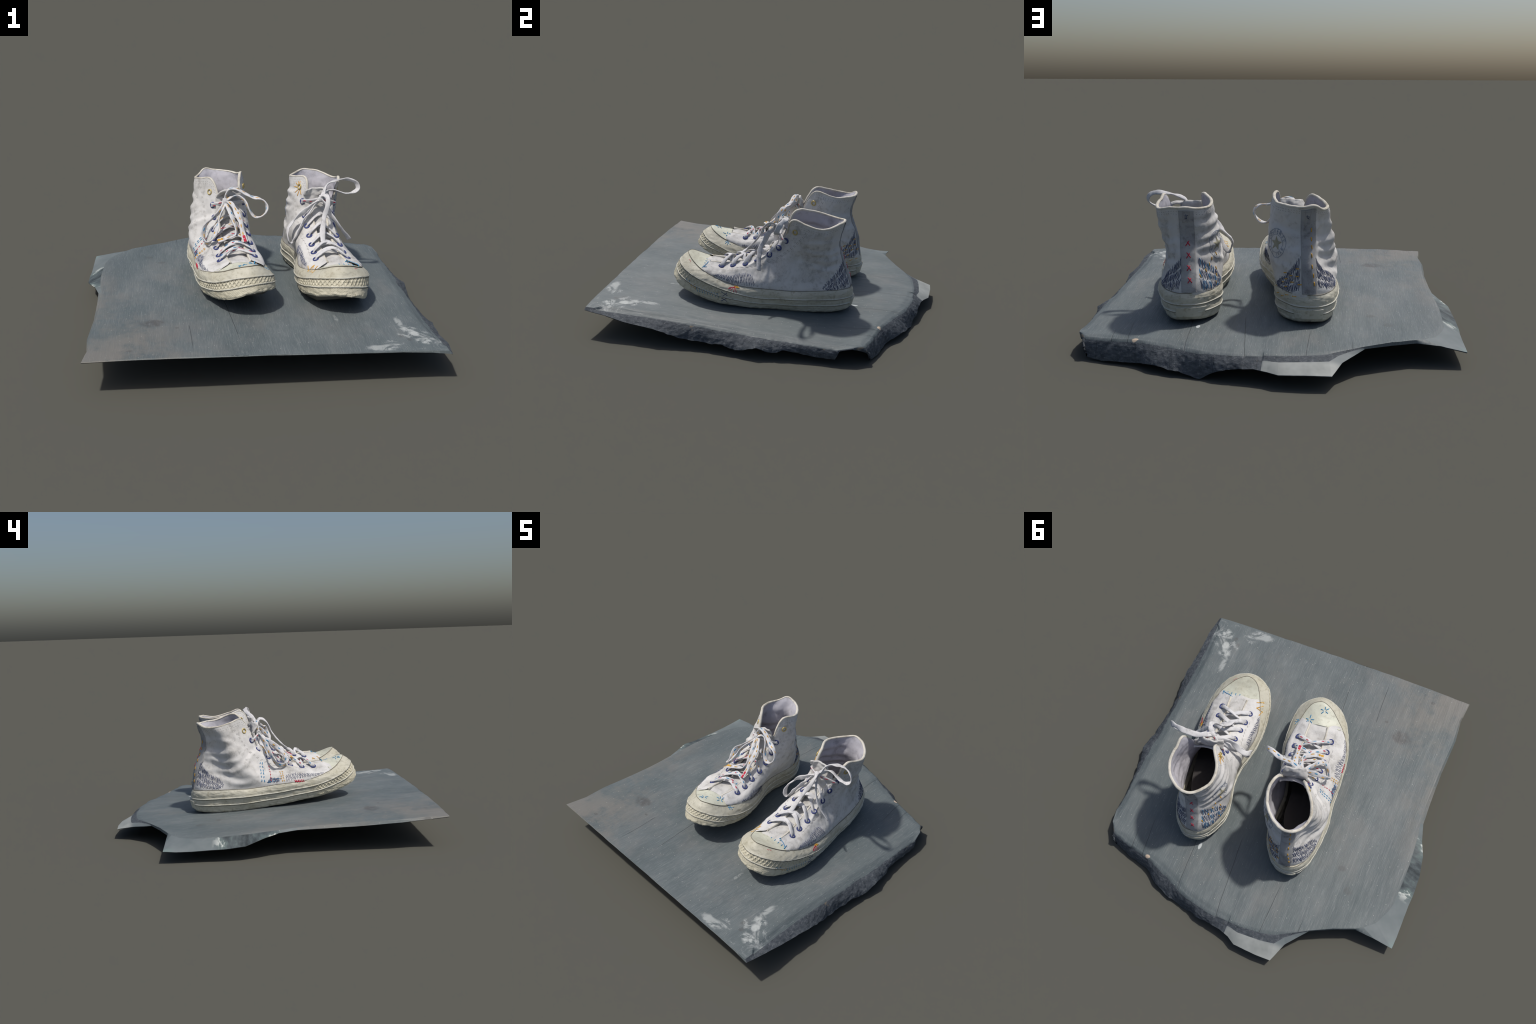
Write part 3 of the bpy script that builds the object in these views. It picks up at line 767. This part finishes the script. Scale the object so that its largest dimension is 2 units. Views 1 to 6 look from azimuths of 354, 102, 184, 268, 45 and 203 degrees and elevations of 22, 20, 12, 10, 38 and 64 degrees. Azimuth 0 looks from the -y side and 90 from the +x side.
        for pts, wd in B['loops']:
            s.lace_paths.append(s.ribbon('bow_loop', [K] + list(pts) + [K], wd, hw=.0155, ht=.0046, n=120, twist=1.3))
        for pts, wd in B['ends']:
            s.lace_paths.append(s.ribbon('lace_end', [K] + list(pts), wd, hw=.0150, ht=.0046, n=70, twist=.7))
        # knot: a short wrap round the bow's centre with a lump inside
        th = np.linspace(0, 2*np.pi, 26, endpoint=False)
        ax = np.array(B['wrap'], float); ax /= np.linalg.norm(ax)
        u = np.cross(ax, [0, 0, 1.]); u /= np.linalg.norm(u); w = np.cross(ax, u)
        path = K + .0135*np.cos(th)[:, None]*u + .0165*np.sin(th)[:, None]*w
        v, f = sweep(path, np.tile(ax, (26, 1)), .0125, .0045, 12, closed=True, power=2.6)
        s.obj('lace_knot', v, f, M['lace'])
        v, f = sweep(np.array([K - ax*.018, K - ax*.01, K, K + ax*.01, K + ax*.018]), np.tile(u, (5, 1)), [.004, .012, .014, .012, .004], [.004, .011, .013, .011, .004], 12)
        s.obj('lace_knot', v, f, M['lace'])

    # ---- heel
    def build_heel(s):
        nu, nvv, _ = s.G.shape
        # webbing strip up the back seam, even in width
        hi = int(nvv*.975); m = 13
        wc = s.G[:, :, 1]; cols = []
        band = (s.G[:, nvv//2, 0] < .2); ib = np.where(band)[0]
        R = np.zeros((m + 2, hi - 4, 3))
        for j, v in enumerate(range(4, hi)):
            w = wc[ib, v]; o = np.argsort(w)
            cen = np.interp(v/nvv, [0, 1], [.0, wc[nu//2, -1]*0 + s.edge[:, 1][np.argmin(s.edge[:, 0])]])
            q = cen + np.linspace(-.035, .035, m)
            for c in range(3):
                p = np.interp(q, w[o], s.G[ib, v, c][o]); nn = np.interp(q, w[o], s.N[ib, v, c][o])
                R[1:-1, j, c] = p + nn*.0038
                R[0, j, c] = p[0] - nn[0]*.002; R[-1, j, c] = p[-1] - nn[-1]*.002
        f = grid_faces(R.shape[0], R.shape[1])
        e = np.cross(R[4, 20] - R[3, 20], R[3, 21] - R[3, 20])
        if e[0] > 0: f = [q[::-1] for q in f]
        s.obj('heel_strip', R.reshape(-1, 3), f, M['strip'])
        # rubber licence plate on the foxing
        q = np.interp(np.linspace(-1, 1, 40), [-1, 0, 1], [-1.15, 0, 1.15]) % s.n
        E = s.curve(q); rows = []
        for t in np.linspace(.20, .80, 12): rows.append(E[:, :3]*(1-t) + E[:, 3:6]*t)
        R = np.stack(rows, 1)
        R[..., 0] -= .0165 + .0*R[..., 1]
        back = R.copy(); back[..., 0] += .016
        R2 = np.concatenate([back[:1], R, back[-1:]], 0)
        R2 = np.concatenate([np.concatenate([back[:1, :1], back[:, :1], back[-1:, :1]], 0), R2, np.concatenate([back[:1, -1:], back[:, -1:], back[-1:, -1:]], 0)], 1)
        f = grid_faces(R2.shape[0], R2.shape[1])
        e = np.cross(R2[21, 6] - R2[20, 6], R2[20, 7] - R2[20, 6])
        if e[0] > 0: f = [k[::-1] for k in f]
        s.obj('heel_plate', R2.reshape(-1, 3), f, M['rubber'])

    # ---- everything sewn or printed on
    def skin(s):
        """one search tree over the outer surfaces, for laying threads on them"""
        vs, fs = [], []
        for o in s.root.children:
            if o.name.split('.')[0] in ('canvas_upper', 'toe_cap', 'foxing_band', 'toe_bumper', 'heel_strip', 'heel_plate'):
                b = len(vs); vs += [v.co.copy() for v in o.data.vertices]; fs += [tuple(i+b for i in p.vertices) for p in o.data.polygons]
        s.bvh_all = BVHTree.FromPolygons(vs, fs)

    def thread(s, pts, r, steps=5, squash=.75, arch=0.0):
        """a short thread lying on the surface through the given local points"""
        P = np.asarray(pts, float); out = []; nr = []
        for a, b in zip(P[:-1], P[1:]):
            for t in np.linspace(0, 1, steps, endpoint=False): out.append(a*(1-t) + b*t)
        out.append(P[-1]); L = []
        for i, p in enumerate(out):
            x = i/(len(out)-1)
            q, n = s.snap(p, r*.45 + arch*math.sin(math.pi*x) - (r*.8 if i in (0, len(out)-1) else 0), s.bvh_all); L.append(q); nr.append(n)
        L = np.array(L); nr = np.array(nr)
        T = np.gradient(L, axis=0); W = np.cross(T, nr)
        return sweep(L, W, r, r*squash, 6)

    def stitch(s, pts, mat, r=.0026, **k):
        v, f = s.thread(pts, r, **k); return s.obj('stitch', v, f, M[mat])

    def dashes(s, p0, p1, n, fill, mat, r=.0026, side=(0, 0, 0)):
        p0 = np.asarray(p0, float) + side; p1 = np.asarray(p1, float) + side
        for i in range(n):
            a = (i + .5 - fill/2)/n; b = (i + .5 + fill/2)/n
            j = RNG.normal(0, .0015, (2, 3))
            s.stitch([p0*(1-a) + p1*a + j[0], p0*(1-b) + p1*b + j[1]], mat, r)

    def zigzag(s, bottom, top, n, mat, name, r=.0011, cross=True, jit=.004):
        """sewing-machine zigzag between two guide lines"""
        Bo = curve_through(bottom, n + 1); To = curve_through(top, n + 1)
        B = Builder()
        for ph in ((0, 1) if cross else (0,)):
            for i in range(n):
                a = (Bo if (i + ph) % 2 == 0 else To)[i]; b = (To if (i + ph) % 2 == 0 else Bo)[i+1]
                v, f = s.thread([a + RNG.normal(0, jit, 3)*.6, b + RNG.normal(0, jit, 3)*.6], r, 4)
                B.add(s.W(np.asarray(v)), s.flip(f))
        return B.make(name, M[mat], s.root, True)

    def hatch(s, base, hyp, n, mats, name, r=.0012, rows=3, jit=.0035):
        """rows of slanting darning strokes filling the wedge between two guide lines"""
        Ba = curve_through(base, n + 4); Hy = curve_through(hyp, n + 4)
        for mi, (mat, share) in enumerate(mats):
            B = Builder()
            for i in range(n):
                for k in range(rows):
                    if RNG.random() > share: continue
                    a, b = k/rows, (k + 1)/rows - .04
                    p = Ba[i]*(1-a) + Hy[min(i+k, n+3)]*a; q = Ba[i+2]*(1-b) + Hy[min(i+2+k, n+3)]*b
                    v, f = s.thread([p + RNG.normal(0, jit, 3), (p+q)/2 + RNG.normal(0, jit*.5, 3), q + RNG.normal(0, jit, 3)], r*(1 + .3*RNG.random()), 4)
                    B.add(s.W(np.asarray(v)), s.flip(f))
            B.make(name, M[mat], s.root, True)

    def lettering(s, text, size, place, depth, bvh, B):
        """flat built-in-font letters laid on the surface; place(x, y) -> local point"""
        cu = bpy.data.curves.new('letters', 'FONT'); cu.body = text; cu.size = size; cu.align_x = 'CENTER'; cu.align_y = 'CENTER'; cu.resolution_u = 2
        ob = bpy.data.objects.new('letters', cu); bpy.context.scene.collection.objects.link(ob)
        me = bpy.data.meshes.new_from_object(ob.evaluated_get(bpy.context.evaluated_depsgraph_get()))
        V = []
        for v in me.vertices:
            q, n = s.snap(place(v.co.x, v.co.y), depth, bvh); V.append(q)
        F = [tuple(p.vertices) for p in me.polygons]
        bpy.data.objects.remove(ob); bpy.data.curves.remove(cu); bpy.data.meshes.remove(me)
        if V: B.add(s.W(np.array(V)), F)

    def build_patch(s):
        c = np.array(PATCH[s.foot]); c, n = s.snap(c)
        up = np.array([0, 0, 1.]) - n*n[2]; up /= np.linalg.norm(up); rt = np.cross(up, n)
        if s.sg < 0: rt = -rt
        at = lambda x, y: c + rt*x + up*y
        B = Builder()
        for R, r in ((.072, .0011), (.0465, .0009)):
            th = np.linspace(0, 2*np.pi, 61)
            v, f = s.thread([at(R*math.cos(a)*.92, R*math.sin(a)) for a in th], r, 1); B.add(s.W(np.asarray(v)), s.flip(f))
        def ring(word, a0, a1, size, inward):
            for ch, a in zip(word, np.linspace(a0, a1, len(word))):
                if ch == ' ': continue
                ca, sa = math.cos(a), math.sin(a); k = 1 if not inward else -1
                def pl(x, y, ca=ca, sa=sa, k=k):
                    R = .0595 + k*y; t = -k*x
                    return at((R*ca - t*sa)*.92, R*sa + t*ca)
                s.lettering(ch, size, pl, .0012, s.bvh, B)
        ring('CONVERSE', math.radians(160), math.radians(20), .027, False)
        ring('ALL STAR', math.radians(-155), math.radians(-25), .022, True)
        B.make('ankle_print', M['ink'], s.root)
        # five-pointed star
        pts = []
        for i in range(10):
            R = .040 if i % 2 == 0 else .016; a = math.pi/2 + i*math.pi/5; pts.append((R*math.cos(a), R*math.sin(a)))
        V = [s.snap(c, .0022)[0]]; F = []; m = 6
        for i in range(10):
            a, b = np.array(pts[i]), np.array(pts[(i+1) % 10])
            for k in range(m):
                p = a*(1-k/m) + b*k/m
                for q in (.33, .66, 1.0): V.append(s.snap(at(p[0]*q, p[1]*q), .0022 if q < 1 else .0008)[0])
        k = 10*m
        for i in range(k):
            j = (i+1) % k; a, b = 1 + 3*i, 1 + 3*j
            F += [(0, a, b), (a, a+1, b+1, b), (a+1, a+2, b+2, b+1)]
        s.obj('star_badge', np.array(V), F, M['star'])
        # raised letters on the heel plate
        B = Builder(); me = [o for o in s.root.children if o.name.startswith('heel_plate')][0].data
        bv = BVHTree.FromPolygons([v.co.copy() for v in me.vertices], [tuple(p.vertices) for p in me.polygons])
        for t, y, size in (('CONVERSE  ALL STAR', .221, .016), ('*  *  *', .190, .03)):
            s.lettering(t, size, lambda x, yy, y=y: np.array([-.06, -s.sg*x*s.sg, y + yy]), .0016, bv, B)
        B.make('raised_lettering', M['rubber'], s.root)
        hc = s.edge[:, 1][np.argmin(s.edge[:, 0])]*.8
        star = [np.array([.0, hc + .016*math.cos(a)*(1 if i % 2 == 0 else .42), .632 + .016*math.sin(a)*(1 if i % 2 == 0 else .42)]) for i, a in enumerate(np.linspace(math.pi/2, math.pi/2 + 2*math.pi, 11))]
        v, f = s.thread(star, .0011, 3); s.obj('label_star', v, f, M['navy'])
        box = [np.array([.0, hc + x, .632 + y]) for x, y in ((-.026, -.03), (.026, -.03), (.026, .03), (-.026, .03), (-.026, -.03))]
        v, f = s.thread(box, .0010, 8); s.obj('label_outline', v, f, M['seam'])

    def build_stitches(s):
        s.skin()
        E = STITCHES[s.foot]
        for bottom, top, n in E['zigzag']: s.zigzag(bottom, top, n, 'navy', 'zigzag_stitching')
        for base, hyp, n, mats in E['hatch']: s.hatch(base, hyp, n, mats, 'darned_patch')
        for p0, p1, n, fill, mat in E['dashes']: s.dashes(p0, p1, n, fill, mat)
        for mat, r, *pts in E['strokes']: s.stitch(pts, mat, r)
        # collar and eyestay seams: two rows of fine needle holes and thread
        B = Builder(); nu, nvv, _ = s.G.shape
        Z = s.G[:, :, 2]
        for v in (int(nvv*.945), int(nvv*.925)):
            for i in range(4, nu - 8, 3):
                if s.G[i, v, 0] > .5: continue
                vv, f = s.thread([s.G[i, v], s.G[i+1, v]], .0011, 2); B.add(s.W(np.asarray(vv)), s.flip(f))
        for line in E['seams']:
            C = curve_through(line, 44)
            for off in (0, .009):
                for i in range(0, 42, 2):
                    vv, f = s.thread([C[i] + np.array([off, 0, off*.5]), C[i+1] + np.array([off, 0, off*.5])], .0011, 2); B.add(s.W(np.asarray(vv)), s.flip(f))
        B.make('seam_stitching', M['seam'], s.root, True)
        # piping on the foxing
        nu = s.soleG.shape[0]; nv = s.soleG.shape[1]
        for x in (.60, .33):
            k = int(round(x*(nv-1))); P = s.soleG[:, k]; toe_ = P[:, 0] > .77
            v, f = sweep(P, np.tile([0, 0, 1.], (nu, 1)), .0034, np.where(toe_, .0026, .0036), 6, closed=True)
            s.obj('foxing_piping', v, f, M['piping'])
            k2 = int(round((x - .045)*(nv-1))); v, f = sweep(s.soleG[:, k2], np.tile([0, 0, 1.], (nu, 1)), .0022, .0012, 6, closed=True)
            s.obj('grime_line', v, f, M['grime'])
        v, f = sweep(s.soleG[:, nv-1] + np.array([0, 0, .001]), np.tile([0, 0, 1.], (nu, 1)), .0016, .0016, 6, closed=True)
        s.obj('grime_line', v, f, M['grime'])
        loop = s.fox(np.linspace(11.3, 18.5, 120)) + np.array([0, 0, .0035])
        v, f = sweep(loop, np.tile([0, 0, 1.], (120, 1)), .0016, .0016, 6); s.obj('grime_line', v, f, M['grime'])

    def lace_dashes(s):
        if s.foot == 'right':               # red and gold whipped lace tips
            for idx, mat, part in ((16, 'red', .15), (17, 'gold', .10)):
                ob, C, W0 = s.lace_paths[idx]; k = int(len(C)*(1 - part)); P = C[k:]; m = len(P)
                for a, b in ((0, .42), (.55, 1.0)):
                    i, j = int(a*(m-1)), int(b*(m-1)) + 1
                    if j - i > 2:
                        v, f = sweep(P[i:j], W0[k+i:k+j], .0115, .0058, 12, power=2.2); s.obj('lace_tip', v, f, M[mat])
        for idx, cols in LACE_THREADS[s.foot]:
            ob, C, W0 = s.lace_paths[idx]; n = len(C)
            T = np.gradient(C, axis=0); T /= np.linalg.norm(T, axis=1, keepdims=True)
            Wn = W0 - (W0*T).sum(1, keepdims=True)*T; Wn /= np.linalg.norm(Wn, axis=1, keepdims=True); N = np.cross(T, Wn)
            Ls = np.r_[0, np.cumsum(np.linalg.norm(np.diff(C, axis=0), axis=1))]
            pos = .025; k = 0; ht = LACE_HT.get(ob.name.split('.')[0], .0052)
            while pos < Ls[-1] - .012:
                u = np.linspace(pos, pos + .016 + .010*RNG.random(), 5); side = RNG.uniform(-.005, .005)
                P = np.stack([np.interp(u, Ls, (C + Wn*side)[:, i]) for i in range(3)], 1)
                Nn = np.stack([np.interp(u, Ls, N[:, i]) for i in range(3)], 1); Ww = np.stack([np.interp(u, Ls, Wn[:, i]) for i in range(3)], 1)
                for sg in (1, -1):
                    v, f = sweep(P + Nn*sg*(ht*.98), Ww, [.001, .0032, .0037, .0030, .001], .0014, 6)
                    s.obj('stitch', v, f, M[cols[k % len(cols)]])
                pos += .034 + .022*RNG.random(); k += 1

LACE_HT = {'bow_loop': .0046, 'lace_end': .0046}
# which lace strands carry coloured thread (index in order of lacing) and its colours
LACE_THREADS = {
'right': [(0, ('sky', 'red')), (1, ('red', 'red')), (2, ('red', 'sky')), (3, ('sky', 'sky')), (4, ('red', 'gold')), (5, ('sky', 'gold')), (6, ('red',)), (7, ('gold', 'red')), (8, ('gold',)), (9, ('red', 'gold')),
          (12, ('red',)), (14, ('gold', 'sky', 'gold')), (15, ('gold', 'sky')), (16, ('gold', 'gold', 'gold', 'gold', 'gold', 'gold', 'red', 'red')), (17, ('gold', 'sky', 'gold'))],
'left': [(12, ('red',)), (13, ('red', 'red'))],
}
PATCH = {'left': (.195, -.133, .492), 'right': (.180, -.148, .505)}
_fl = lambda c, tips, mat, r=.0026: [(mat, r, tuple(c[i]*.7 + t[i]*.3 for i in range(3)), t) for t in tips]
STITCHES = {
'left': dict(
  zigzag=[([(.834,.137,.343),(.768,.151,.324),(.703,.157,.307),(.638,.162,.30),(.575,.164,.30)],[(.82,.134,.35),(.757,.133,.350),(.707,.13,.352),(.657,.121,.364),(.598,.132,.359)],25),
          ([(.80,-.176,.345),(.713,-.18,.346),(.639,-.173,.357),(.583,-.167,.337)],[(.78,-.17,.362),(.683,-.161,.376),(.605,-.156,.397),(.574,-.158,.394)],22)],
  hatch=[([(.14,.138,.290),(.08,.11,.291),(.027,.072,.300),(.016,.039,.315)],[(.19,.148,.292),(.143,.125,.343),(.09,.081,.403),(.062,.034,.456)],38,[('navy',.95),('seam',.3)]),
         ([(.15,-.135,.291),(.10,-.12,.290),(.05,-.09,.292),(.013,-.044,.305)],[(.192,-.148,.295),(.186,-.144,.33),(.109,-.081,.422),(.074,-.041,.451)],34,[('navy',.95),('sky',.35)])],
  dashes=[],
  strokes=[('navy',.0028,(.776,.181,.258),(.740,.183,.237)),('navy',.0028,(.743,.183,.254),(.769,.183,.229)),('navy',.0028,(.776,.174,.214),(.744,.176,.197)),('navy',.0028,(.747,.179,.215),(.777,.172,.196)),
    *[('sky',.0022,(x+.004,.139+(.935-x)*.29,.265-(.935-x)*.15),(x-.004,.133+(.935-x)*.29,.232-(.935-x)*.1)) for x in np.linspace(.935,.80,9)],
    ('sky',.0022,(1.004,.104,.300),(.988,.112,.283)),('sky',.0022,(.985,.115,.295),(.972,.122,.275)),
    ('gold',.0024,(.986,.119,.283),(.968,.124,.262)),('gold',.0024,(.950,.134,.277),(.941,.133,.250)),('gold',.0024,(.968,.125,.28),(.955,.128,.255)),
    *[('red',.0026,(.697,.17,.29),t) for t in ((.729,.177,.287),(.721,.183,.272),(.702,.186,.264),(.686,.186,.262),(.735,.178,.278))],
    *[('gold',.0034,(.689+d,.166,.294),(.676+d,.172,.284)) for d in (-.006,0,.006,.012)],
    *[('sky',.0022,(.91-.002*i,.088-.027*i,.376+.003*i),(.880-.001*i,.086-.027*i,.378+.002*i)) for i in range(5)],
    ('sky',.0022,(.905,.092,.372),(.885,.06,.386),(.876,.02,.39)),('sky',.003,(.868,.03,.392),(.87,.0,.392)),
    *[('gold',.0028,a,b) for a,b in (((.874,-.133,.38),(.901,-.173,.354)),((.879,-.175,.349),(.842,-.142,.373)),((.842,-.142,.373),(.844,-.181,.339)),((.844,-.181,.339),(.803,-.168,.356)),((.89,-.15,.37),(.90,-.175,.352)))],
    *[('red',.0023,(x+.006,w-.002,z+.013),(x-.006,w-.022,z-.010)) for x,w,z in ((.074,.018,.517),(.052,.014,.461),(.031,.012,.403),(.009,.008,.347))],
    *[('red',.0023,(x+.004,w-.017,z+.011),(x-.004,w-.001,z-.013)) for x,w,z in ((.074,.018,.517),(.052,.014,.461),(.031,.012,.403),(.009,.008,.347))],
    *[('gold',.003,(s0,w0,z0+.009),(s0,w0-.004,z0-.009)) for s0,w0,z0 in ((.182,-.125,.442),(.163,-.124,.373),(.15,-.126,.34),(.121,-.125,.31),(.144,-.105,.424),(.122,-.093,.401),(.085,-.077,.379),(.043,-.051,.361))],
    *_fl((.339,-.08,.660),[(.309,-.091,.693),(.293,-.102,.680),(.287,-.108,.655),(.317,-.113,.626),(.343,-.105,.612),(.367,-.089,.626),(.325,-.085,.698)],'gold'),
    ('red',.002,(1.0,.03,.40),(.995,.035,.39)),('red',.002,(.99,.04,.395),(.985,.045,.385))],
  seams=[[(.259,.167,.667),(.333,.148,.572),(.426,.112,.482),(.533,.101,.419),(.62,.09,.39),(.75,.09,.37)],[(.27,-.11,.68),(.33,-.12,.585),(.41,-.12,.49),(.5,-.13,.43),(.62,-.125,.40),(.75,-.14,.375)]]),
'right': dict(
  zigzag=[([(.84,.147,.362),(.77,.169,.350),(.702,.173,.347),(.64,.175,.337),(.585,.175,.328)],[(.835,.146,.368),(.773,.157,.368),(.706,.155,.372),(.642,.142,.382),(.583,.155,.364)],24),
          ([(.79,-.181,.358),(.725,-.190,.340),(.654,-.19,.325),(.555,-.165,.306)],[(.785,-.18,.37),(.72,-.183,.368),(.642,-.176,.375),(.546,-.156,.345)],24)],
  hatch=[([(.15,.14,.300),(.10,.12,.298),(.044,.082,.310),(.011,.035,.320)],[(.195,.15,.312),(.155,.12,.375),(.10,.09,.400),(.053,.033,.469)],40,[('navy',1.0),('seam',.3)]),
         ([(.165,-.147,.289),(.10,-.12,.290),(.04,-.08,.296),(.009,-.036,.315)],[(.196,-.151,.300),(.14,-.125,.34),(.089,-.097,.386),(.049,-.041,.471)],38,[('navy',.95),('seam',.3)]),
         ([(.467,.163,.326),(.50,.167,.326),(.55,.172,.328)],[(.471,.155,.354),(.51,.156,.354),(.554,.158,.352)],16,[('navy',.9),('sky',.3)])],
  dashes=[((.433,.093,.456),(.429,.163,.329),6,.55,'sky'),((.449,.091,.455),(.445,.162,.325),6,.55,'sky'),((.49,.093,.428),(.489,.163,.328),6,.5,'red'),
          ((.556,.115,.391),(.560,.172,.325),5,.5,'gold'),((.570,.114,.390),(.574,.172,.325),5,.5,'gold')],
  strokes=[*_fl((.967,-.017,.432),[(.988,.006,.433),(.991,-.017,.439),(.970,-.042,.434),(.945,-.033,.427),(.957,.006,.425)],'sky'),
    *_fl((.897,-.093,.404),[(.927,-.091,.415),(.903,-.116,.400),(.875,-.106,.412),(.876,-.073,.406),(.900,-.065,.412)],'sky'),
    ('sky',.0026,(.887,-.153,.379),(.9,-.175,.366)),('sky',.0026,(.9,-.16,.377),(.866,-.176,.363)),('sky',.0026,(.88,-.16,.375),(.885,-.18,.36)),
    *[('red',.0028,(.640+.011*i,.170,.332-.002*(i%2)),(.646+.011*i,.181,.318)) for i in range(6)],('red',.0026,(.64,.177,.326),(.66,.177,.322),(.70,.18,.322)),
    *[('gold',.003,(s0+.002,w0,z0+.009),(s0-.002,w0+.002,z0-.009)) for s0,w0,z0 in ((.075,.011,.59),(.066,.011,.547),(.055,.012,.51),(.038,.012,.473),(.019,.013,.422),(.013,.02,.379),(.008,.023,.34))],
    *[('gold',.0026,(s0+.008,w0-.008,z0),(s0-.008,w0+.008,z0+.003)) for s0,w0,z0 in ((.111,-.11,.371),(.044,-.056,.405),(.073,-.085,.365),(.040,-.056,.368),(.099,-.106,.343),(.113,-.12,.324),(.059,-.081,.336),(.182,-.149,.291),(.085,-.109,.308),(.023,-.047,.332),(.137,-.146,.264),(.091,-.131,.261),(.058,-.108,.273),(.023,-.073,.275))]],
  seams=[[(.25,.085,.69),(.31,.085,.60),(.36,.083,.527),(.43,.09,.47),(.53,.095,.425),(.62,.09,.405),(.76,.095,.385)],[(.25,-.175,.71),(.30,-.178,.62),(.37,-.165,.53),(.46,-.16,.47),(.58,-.15,.43),(.75,-.148,.393)]]),
}

BOWS = {
'right': dict(knot=(.448,-.025,.620), wrap=(.1,1,-.1),
  loops=[([(.436,-.042,.672),(.445,-.07,.695),(.46,-.108,.685),(.472,-.14,.668),(.49,-.173,.653),(.512,-.21,.646),(.53,-.243,.629),(.545,-.252,.60),(.555,-.24,.572),
           (.55,-.215,.548),(.54,-.182,.547),(.525,-.158,.577),(.505,-.142,.61),(.479,-.127,.637),(.455,-.10,.65),(.445,-.06,.642)],(1,.15,.3)),
         ([(.461,-.02,.603),(.516,.012,.566),(.578,.045,.513),(.607,.07,.472),(.598,.097,.434),(.567,.112,.424),(.53,.118,.444),(.51,.112,.478),(.498,.093,.508),(.49,.062,.534),(.48,.022,.562)],(.75,.15,.8))],
  ends=[([(.465,-.05,.618),(.49,-.072,.594),(.532,-.084,.559),(.573,-.091,.534),(.613,-.092,.50),(.646,-.095,.474),(.684,-.096,.453)],(.1,1,0)),
        ([(.50,-.04,.58),(.56,-.06,.52),(.61,-.055,.475),(.635,-.01,.470),(.648,.025,.466),(.650,.056,.459)],[(0,1,0),(.4,1,.3),(1,.2,.2),(1,.2,0)])]),
'left': dict(knot=(.470,.0,.628), wrap=(.1,1,-.1),
  loops=[([(.45,.02,.655),(.43,.035,.68),(.411,.062,.697),(.405,.105,.713),(.41,.157,.719),(.425,.20,.715),(.44,.227,.696),(.45,.232,.669),(.45,.212,.651),(.445,.172,.641),
           (.435,.126,.65),(.43,.092,.663),(.43,.06,.663),(.45,.03,.648)],(1,-.2,.35)),
         ([(.47,-.035,.592),(.472,-.073,.545),(.485,-.115,.49),(.51,-.148,.44),(.508,-.17,.398),(.515,-.188,.385),(.522,-.202,.407),(.50,-.206,.442),(.478,-.19,.472),(.472,-.155,.51),(.484,-.105,.56),(.468,-.044,.60)],(.8,-.3,.5))],
  ends=[([(.49,.015,.655),(.525,.024,.648),(.555,.014,.608),(.571,-.006,.564),(.60,-.021,.521),(.634,-.035,.48),(.682,-.043,.436)],(.1,1,0)),
        ([(.495,.014,.61),(.515,.027,.59),(.536,.044,.549),(.554,.067,.52),(.561,.094,.481),(.560,.131,.430),(.557,.154,.398)],(.8,.4,.5))]),
}

def build():
    materials()
    build_board()
    for foot in ('left', 'right'):
        s = Shoe(foot); s.build_sole(); s.build_upper(); s.build_cap(); s.build_tongue(); s.build_eyelets(); s.build_laces(); s.build_heel(); s.build_stitches(); s.build_patch(); s.lace_dashes()

build()
